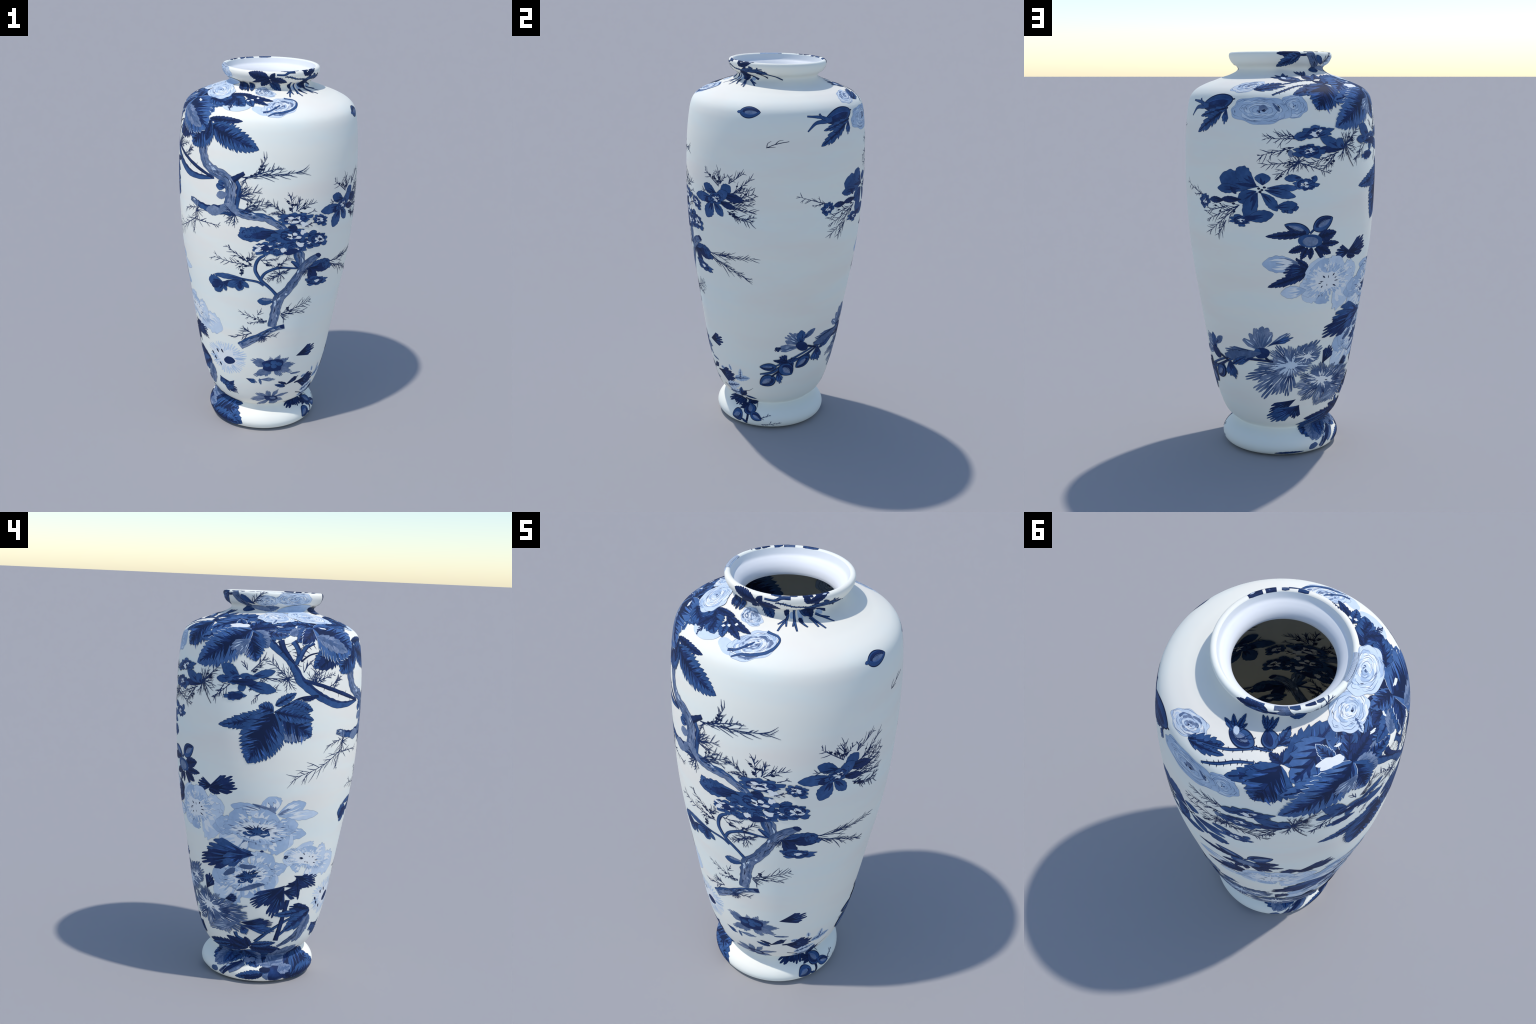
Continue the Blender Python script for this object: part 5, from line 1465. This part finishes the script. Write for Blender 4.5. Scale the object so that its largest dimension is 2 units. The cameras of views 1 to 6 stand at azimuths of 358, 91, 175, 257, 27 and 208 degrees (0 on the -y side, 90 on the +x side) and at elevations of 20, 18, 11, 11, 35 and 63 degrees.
fan((342.5, 0.446), (352.4, 0.425), 0.55, 3, tone=MID)
fan((355.0, 0.447), (9.5, 0.448), 0.34, 5, tone=SLATE)
leaf((355.0, 0.453), (356.6, 0.411), 0.3, tone=SHADE, teeth=3)
fan((20.4, 0.395), (32.8, 0.444), 0.36, 3)
leaf((21.5, 0.403), (12.8, 0.426), 0.3, tone=NAVY, teeth=3)
leaf((20.6, 0.386), (9.8, 0.407), 0.35, tone=MID, teeth=4)
leaf((23.6, 0.474), (34.5, 0.470), 0.15, tone=SLATE, teeth=3)
leaf((36.8, 0.432), (44.1, 0.433), 0.5, tone=PALE, teeth=3)
leaf((29.9, 0.400), (37.1, 0.406), 0.25, tone=NAVY, teeth=4)
fan((34.5, 0.396), (53.6, 0.417), 0.72, 5)
leaf((40.6, 0.277), (62.9, 0.295), 0.5, tone=SOFT, teeth=4)
fan((7.2, 0.309), (344.7, 0.287), 0.4, 5, tone=SLATE, depth=0.3, light=SHADE, veins=1)
fan((7.2, 0.309), (352.3, 0.211), 0.34, 5, tone=SLATE, depth=0.3, light=SHADE, veins=1)
fan((7.2, 0.309), (350.7, 0.341), 0.4, 5, tone=SLATE, depth=0.3, light=SHADE, veins=1)
fan((7.2, 0.309), (2.0, 0.365), 0.5, 5, tone=SLATE, depth=0.3, light=SHADE, veins=1)
fan((7.2, 0.309), (13.9, 0.369), 0.4, 5, tone=SLATE, depth=0.3, light=SHADE, veins=1)
fan((7.2, 0.309), (25.9, 0.335), 0.24, 5, tone=SLATE, depth=0.3, light=SHADE, veins=1)
fan((7.2, 0.309), (21.9, 0.274), 0.4, 5, tone=SLATE, depth=0.3, light=SHADE, veins=1)
fan((7.2, 0.309), (13.6, 0.224), 0.6, 5, tone=SLATE, depth=0.3, light=SHADE, veins=1)
dab((8.0, 0.301), (15.4, 0.295), (7.5, 0.329), tone=NAVY, rough=0.25)
dab((9.3, 0.304), (12.6, 0.301), (9.1, 0.315), tone=SLATE)
fan((31.9, 0.406), (54.6, 0.378), 0.72, 6)
leaf((54.5, 0.395), (71.3, 0.418), 0.4, tone=PALE, teeth=5)
leaf((41.2, 0.320), (59.2, 0.355), 0.5, tone=SOFT, teeth=5)
leaf((61.5, 0.408), (62.4, 0.469), 0.4, tone=SOFT, teeth=4)
leaf((51.4, 0.440), (49.8, 0.476), 0.5, tone=SOFT, teeth=4)
leaf((28.5, 0.447), (30.6, 0.415), 0.7, tone=NAVY, teeth=4)
twig([(35.2, 0.319), (43.4, 0.297), (50.2, 0.265)], widths=(0.006, 0.006))
twig([(65.3, 0.319), (70.0, 0.330), (73.7, 0.349)])

# leaves and stems rising from the foot, left
fan((274.9, 0.657), (305.3, 0.691), 0.42, 7)
fan((278.1, 0.677), (292.9, 0.640), 0.6, 5)
limb([(300.7, 0.498), (286.6, 0.436), (274.0, 0.363)], [0.0164, 0.0164, 0.0139], tone=MID, rim=NAVY)
limb([(295.1, 0.494), (284.3, 0.472), (269.4, 0.416), (253.6, 0.333)], [0.0076, 0.0126, 0.0151, 0.0189], tone=MID, rim=INK)
limb([(279.4, 0.581), (277.3, 0.496), (274.9, 0.399), (273.4, 0.339)], [0.0214, 0.0202, 0.0214, 0.0252], tone=NAVY, rim=INK, shade=1)
limb([(235.3, 0.383), (237.3, 0.354), (247.0, 0.331)], [0.0189, 0.0151, 0.0101], tone=MID, rim=NAVY)
fan((275.8, 0.664), (248.7, 0.548), 0.46, 7)
fan((275.4, 0.657), (266.1, 0.490), 0.62, 6)
fan((274.4, 0.630), (288.8, 0.613), 0.85, 6)
fan((303.0, 0.514), (281.0, 0.530), 0.5, 5)
leaf((297.4, 0.506), (268.6, 0.497), 0.24, tone=MID, teeth=6)
fan((241.1, 0.447), (269.3, 0.450), 0.4, 8)
fan((242.2, 0.433), (270.7, 0.404), 0.36, 6, tone=MID)
fan((241.6, 0.429), (246.0, 0.378), 0.9, 5, tone=MID)
limb([(305.5, 0.453), (298.7, 0.414), (292.6, 0.360), (284.4, 0.323), (276.1, 0.297)], [0.0151, 0.0277, 0.0328, 0.029, 0.0126], tone=SLATE, rim=SHADE, bark=18)
limb([(291.6, 0.324), (296.4, 0.334), (301.2, 0.344)], [0.0214, 0.0151, 0.0113], tone=SLATE, rim=SHADE)
fan((329.9, 0.411), (318.5, 0.326), 0.55, 6, tone=MID)
fan((282.3, 0.716), (305.1, 0.644), 0.42, 6)
leaf((285.0, 0.708), (288.7, 0.577), 0.2, tone=NAVY, teeth=6)
leaf((285.4, 0.543), (303.9, 0.499), 0.36, tone=NAVY, teeth=5)
leaf((303.9, 0.499), (279.2, 0.397), 0.5, tone=MID, teeth=4)
leaf((304.6, 0.471), (296.8, 0.317), 0.42, tone=SLATE, teeth=6)

# painted foot
leaf((278.8, 0.201), (308.5, 0.264), 0.26, tone=NAVY, teeth=9)
dab((275.6, 0.159), (289.7, 0.149), (274.0, 0.264), tone=NAVY, rough=0.12)
leaf((281.7, 0.170), (337.3, 0.080), 0.62, tone=MID, teeth=14, dark=1.4)
leaf((284.1, 0.199), (328.3, 0.140), 0.36, tone=NAVY, teeth=9)
leaf((286.6, 0.178), (331.6, 0.193), 0.4, tone=MID, teeth=8)
leaf((278.8, 0.116), (323.0, 0.060), 0.3, tone=MID, teeth=8)
leaf((284.1, 0.107), (297.8, 0.044), 0.6, tone=NAVY, teeth=6)
leaf((263.6, 0.102), (235.2, 0.075), 0.34, tone=MID, teeth=9)
leaf((262.4, 0.095), (284.3, 0.113), 0.36, tone=MID, teeth=7, fold=1)
leaf((262.5, 0.092), (281.9, 0.068), 0.4, tone=SLATE, teeth=6)
leaf((262.4, 0.095), (243.7, 0.067), 0.24, tone=NAVY, teeth=8)
leaf((291.3, 0.130), (274.6, 0.109), 0.26, tone=SLATE, teeth=6)
leaf((242.0, 0.259), (274.5, 0.152), 0.75, tone=MID, teeth=11, fold=-1)
leaf((242.9, 0.266), (256.5, 0.133), 0.75, tone=MID, teeth=9, fold=1)
dab((237.8, 0.187), (241.7, 0.190), (236.9, 0.203), tone=SLATE, rough=0.2)
dab((245.9, 0.171), (249.5, 0.173), (245.1, 0.187), tone=SLATE, rough=0.2)
dab((251.6, 0.177), (255.3, 0.179), (251.2, 0.193), tone=SLATE, rough=0.2)
dab((270.3, 0.175), (274.1, 0.174), (270.9, 0.191), tone=SLATE, rough=0.2)
dab((258.4, 0.168), (262.0, 0.169), (258.3, 0.184), tone=SLATE, rough=0.2)
leaf((261.9, 0.151), (273.4, 0.142), 0.5, tone=SLATE, teeth=6)
dab((265.0, 0.121), (270.8, 0.120), (265.1, 0.135), tone=INK, rough=0.1)
leaf((237.7, 0.259), (202.5, 0.139), 0.5, tone=MID, teeth=10, fold=1)
leaf((239.0, 0.254), (212.8, 0.110), 0.42, tone=SLATE, teeth=8)
leaf((240.5, 0.257), (226.4, 0.145), 0.5, tone=MID, teeth=7)
limb([(217.8, 0.072), (226.0, 0.113), (234.5, 0.139), (242.7, 0.159)], [0.0221, 0.0252, 0.0221, 0.0095], tone=SLATE, rim=NAVY, bark=6, shade=-1)
dab((209.6, 0.084), (214.0, 0.082), (211.5, 0.102), tone=SHADE)
leaf((247.3, 0.291), (199.4, 0.284), 0.3, tone=NAVY, teeth=11)
leaf((247.4, 0.296), (225.9, 0.347), 0.4, tone=NAVY, teeth=9)
leaf((248.0, 0.296), (244.7, 0.360), 0.6, tone=NAVY, teeth=6)
leaf((248.6, 0.292), (282.4, 0.268), 0.36, tone=NAVY, teeth=12)
leaf((249.3, 0.311), (273.8, 0.326), 0.3, tone=MID, teeth=8)
leaf((219.4, 0.257), (199.3, 0.155), 0.75, tone=MID, teeth=9)
leaf((220.8, 0.248), (209.0, 0.115), 0.6, tone=SLATE, teeth=8)
leaf((225.4, 0.236), (220.2, 0.128), 0.5, tone=MID, teeth=7)
leaf((229.4, 0.298), (192.8, 0.235), 0.22, tone=MID, teeth=9)
limb([(240.1, 0.165), (232.5, 0.129), (225.4, 0.100), (220.6, 0.068)], [0.0095, 0.0158, 0.0158, 0.0063], tone=NAVY, rim=INK)
limb([(243.2, 0.149), (235.5, 0.117), (228.2, 0.092)], [0.0189, 0.0221, 0.0126], tone=SLATE, rim=SHADE)
leaf((169.4, 0.059), (199.2, 0.063), 0.12, tone=MID, teeth=8)
dab((288.0, 0.165), (303.6, 0.185), (302.7, 0.271), tone=NAVY, rough=0.15)
leaf((272.1, 0.175), (283.1, 0.149), 0.6, tone=INK, teeth=5)
leaf((271.6, 0.147), (299.5, 0.286), 0.7, tone=SLATE, teeth=5)
leaf((287.3, 0.142), (317.7, 0.206), 0.5, tone=NAVY, teeth=8)
leaf((293.3, 0.086), (328.8, 0.164), 0.85, tone=MID, teeth=12, dark=1.6)
leaf((294.0, 0.075), (333.7, 0.080), 0.5, tone=MID, teeth=10, dark=1.4)
leaf((278.2, 0.114), (294.8, 0.127), 0.6, tone=SLATE, teeth=4)
fan((56.0, 0.257), (29.4, 0.168), 0.6, 5)
fan((56.8, 0.255), (45.1, 0.155), 0.8, 6)
leaf((57.2, 0.260), (60.4, 0.338), 0.36, tone=MID, teeth=4)
leaf((58.8, 0.268), (65.3, 0.319), 0.5, tone=NAVY, teeth=4)
leaf((63.4, 0.275), (75.5, 0.260), 0.3, tone=MID, teeth=5)
leaf((65.5, 0.170), (54.4, 0.145), 0.34, tone=NAVY, teeth=4)
leaf((65.5, 0.170), (53.5, 0.162), 0.34, tone=NAVY, teeth=4)
leaf((65.5, 0.170), (53.5, 0.183), 0.34, tone=NAVY, teeth=4)
leaf((65.5, 0.170), (61.9, 0.254), 0.34, tone=NAVY, teeth=4)
leaf((65.5, 0.170), (66.5, 0.237), 0.34, tone=NAVY, teeth=4)
leaf((67.5, 0.188), (74.8, 0.229), 0.7, tone=NAVY, teeth=4)
twig([(66.4, 0.122), (66.6, 0.098), (64.6, 0.059)], widths=(0.014, 0.012))
leaf((66.4, 0.064), (59.8, 0.092), 0.4, tone=MID, teeth=4)
bud((70.5, 0.123), (64.1, 0.185), 0.95)
bud((59.7, 0.121), (48.1, 0.087), 1.0)
bud((69.8, 0.129), (82.3, 0.100), 0.6)
needles((80.8, 0.108), (92.1, 0.129), length=0.02, count=5, weight=0.8)
needles((82.3, 0.069), (104.0, 0.084), length=0.022, count=9, weight=0.9)
twig([(73.6, 0.197), (74.9, 0.183), (75.6, 0.168)])

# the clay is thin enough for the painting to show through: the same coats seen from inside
co, no, faces, slots = [], [], [], []
mats = sorted(PAINT)
n = 0
for c, m_no, f, mm in INSIDE_BITS:
    co.append(c)
    no.append(-m_no)
    faces += [tuple(i + n for i in reversed(t)) for t in f]
    slots += [mats.index(x) for x in mm]
    n += len(c)
if faces:
    ob = add_mesh("painting_seen_inside", np.vstack(co), faces, np.vstack(no), parts["inner_wall"], [PAINT[x] for x in mats], slots)
    ob["kind"] = "stuff"
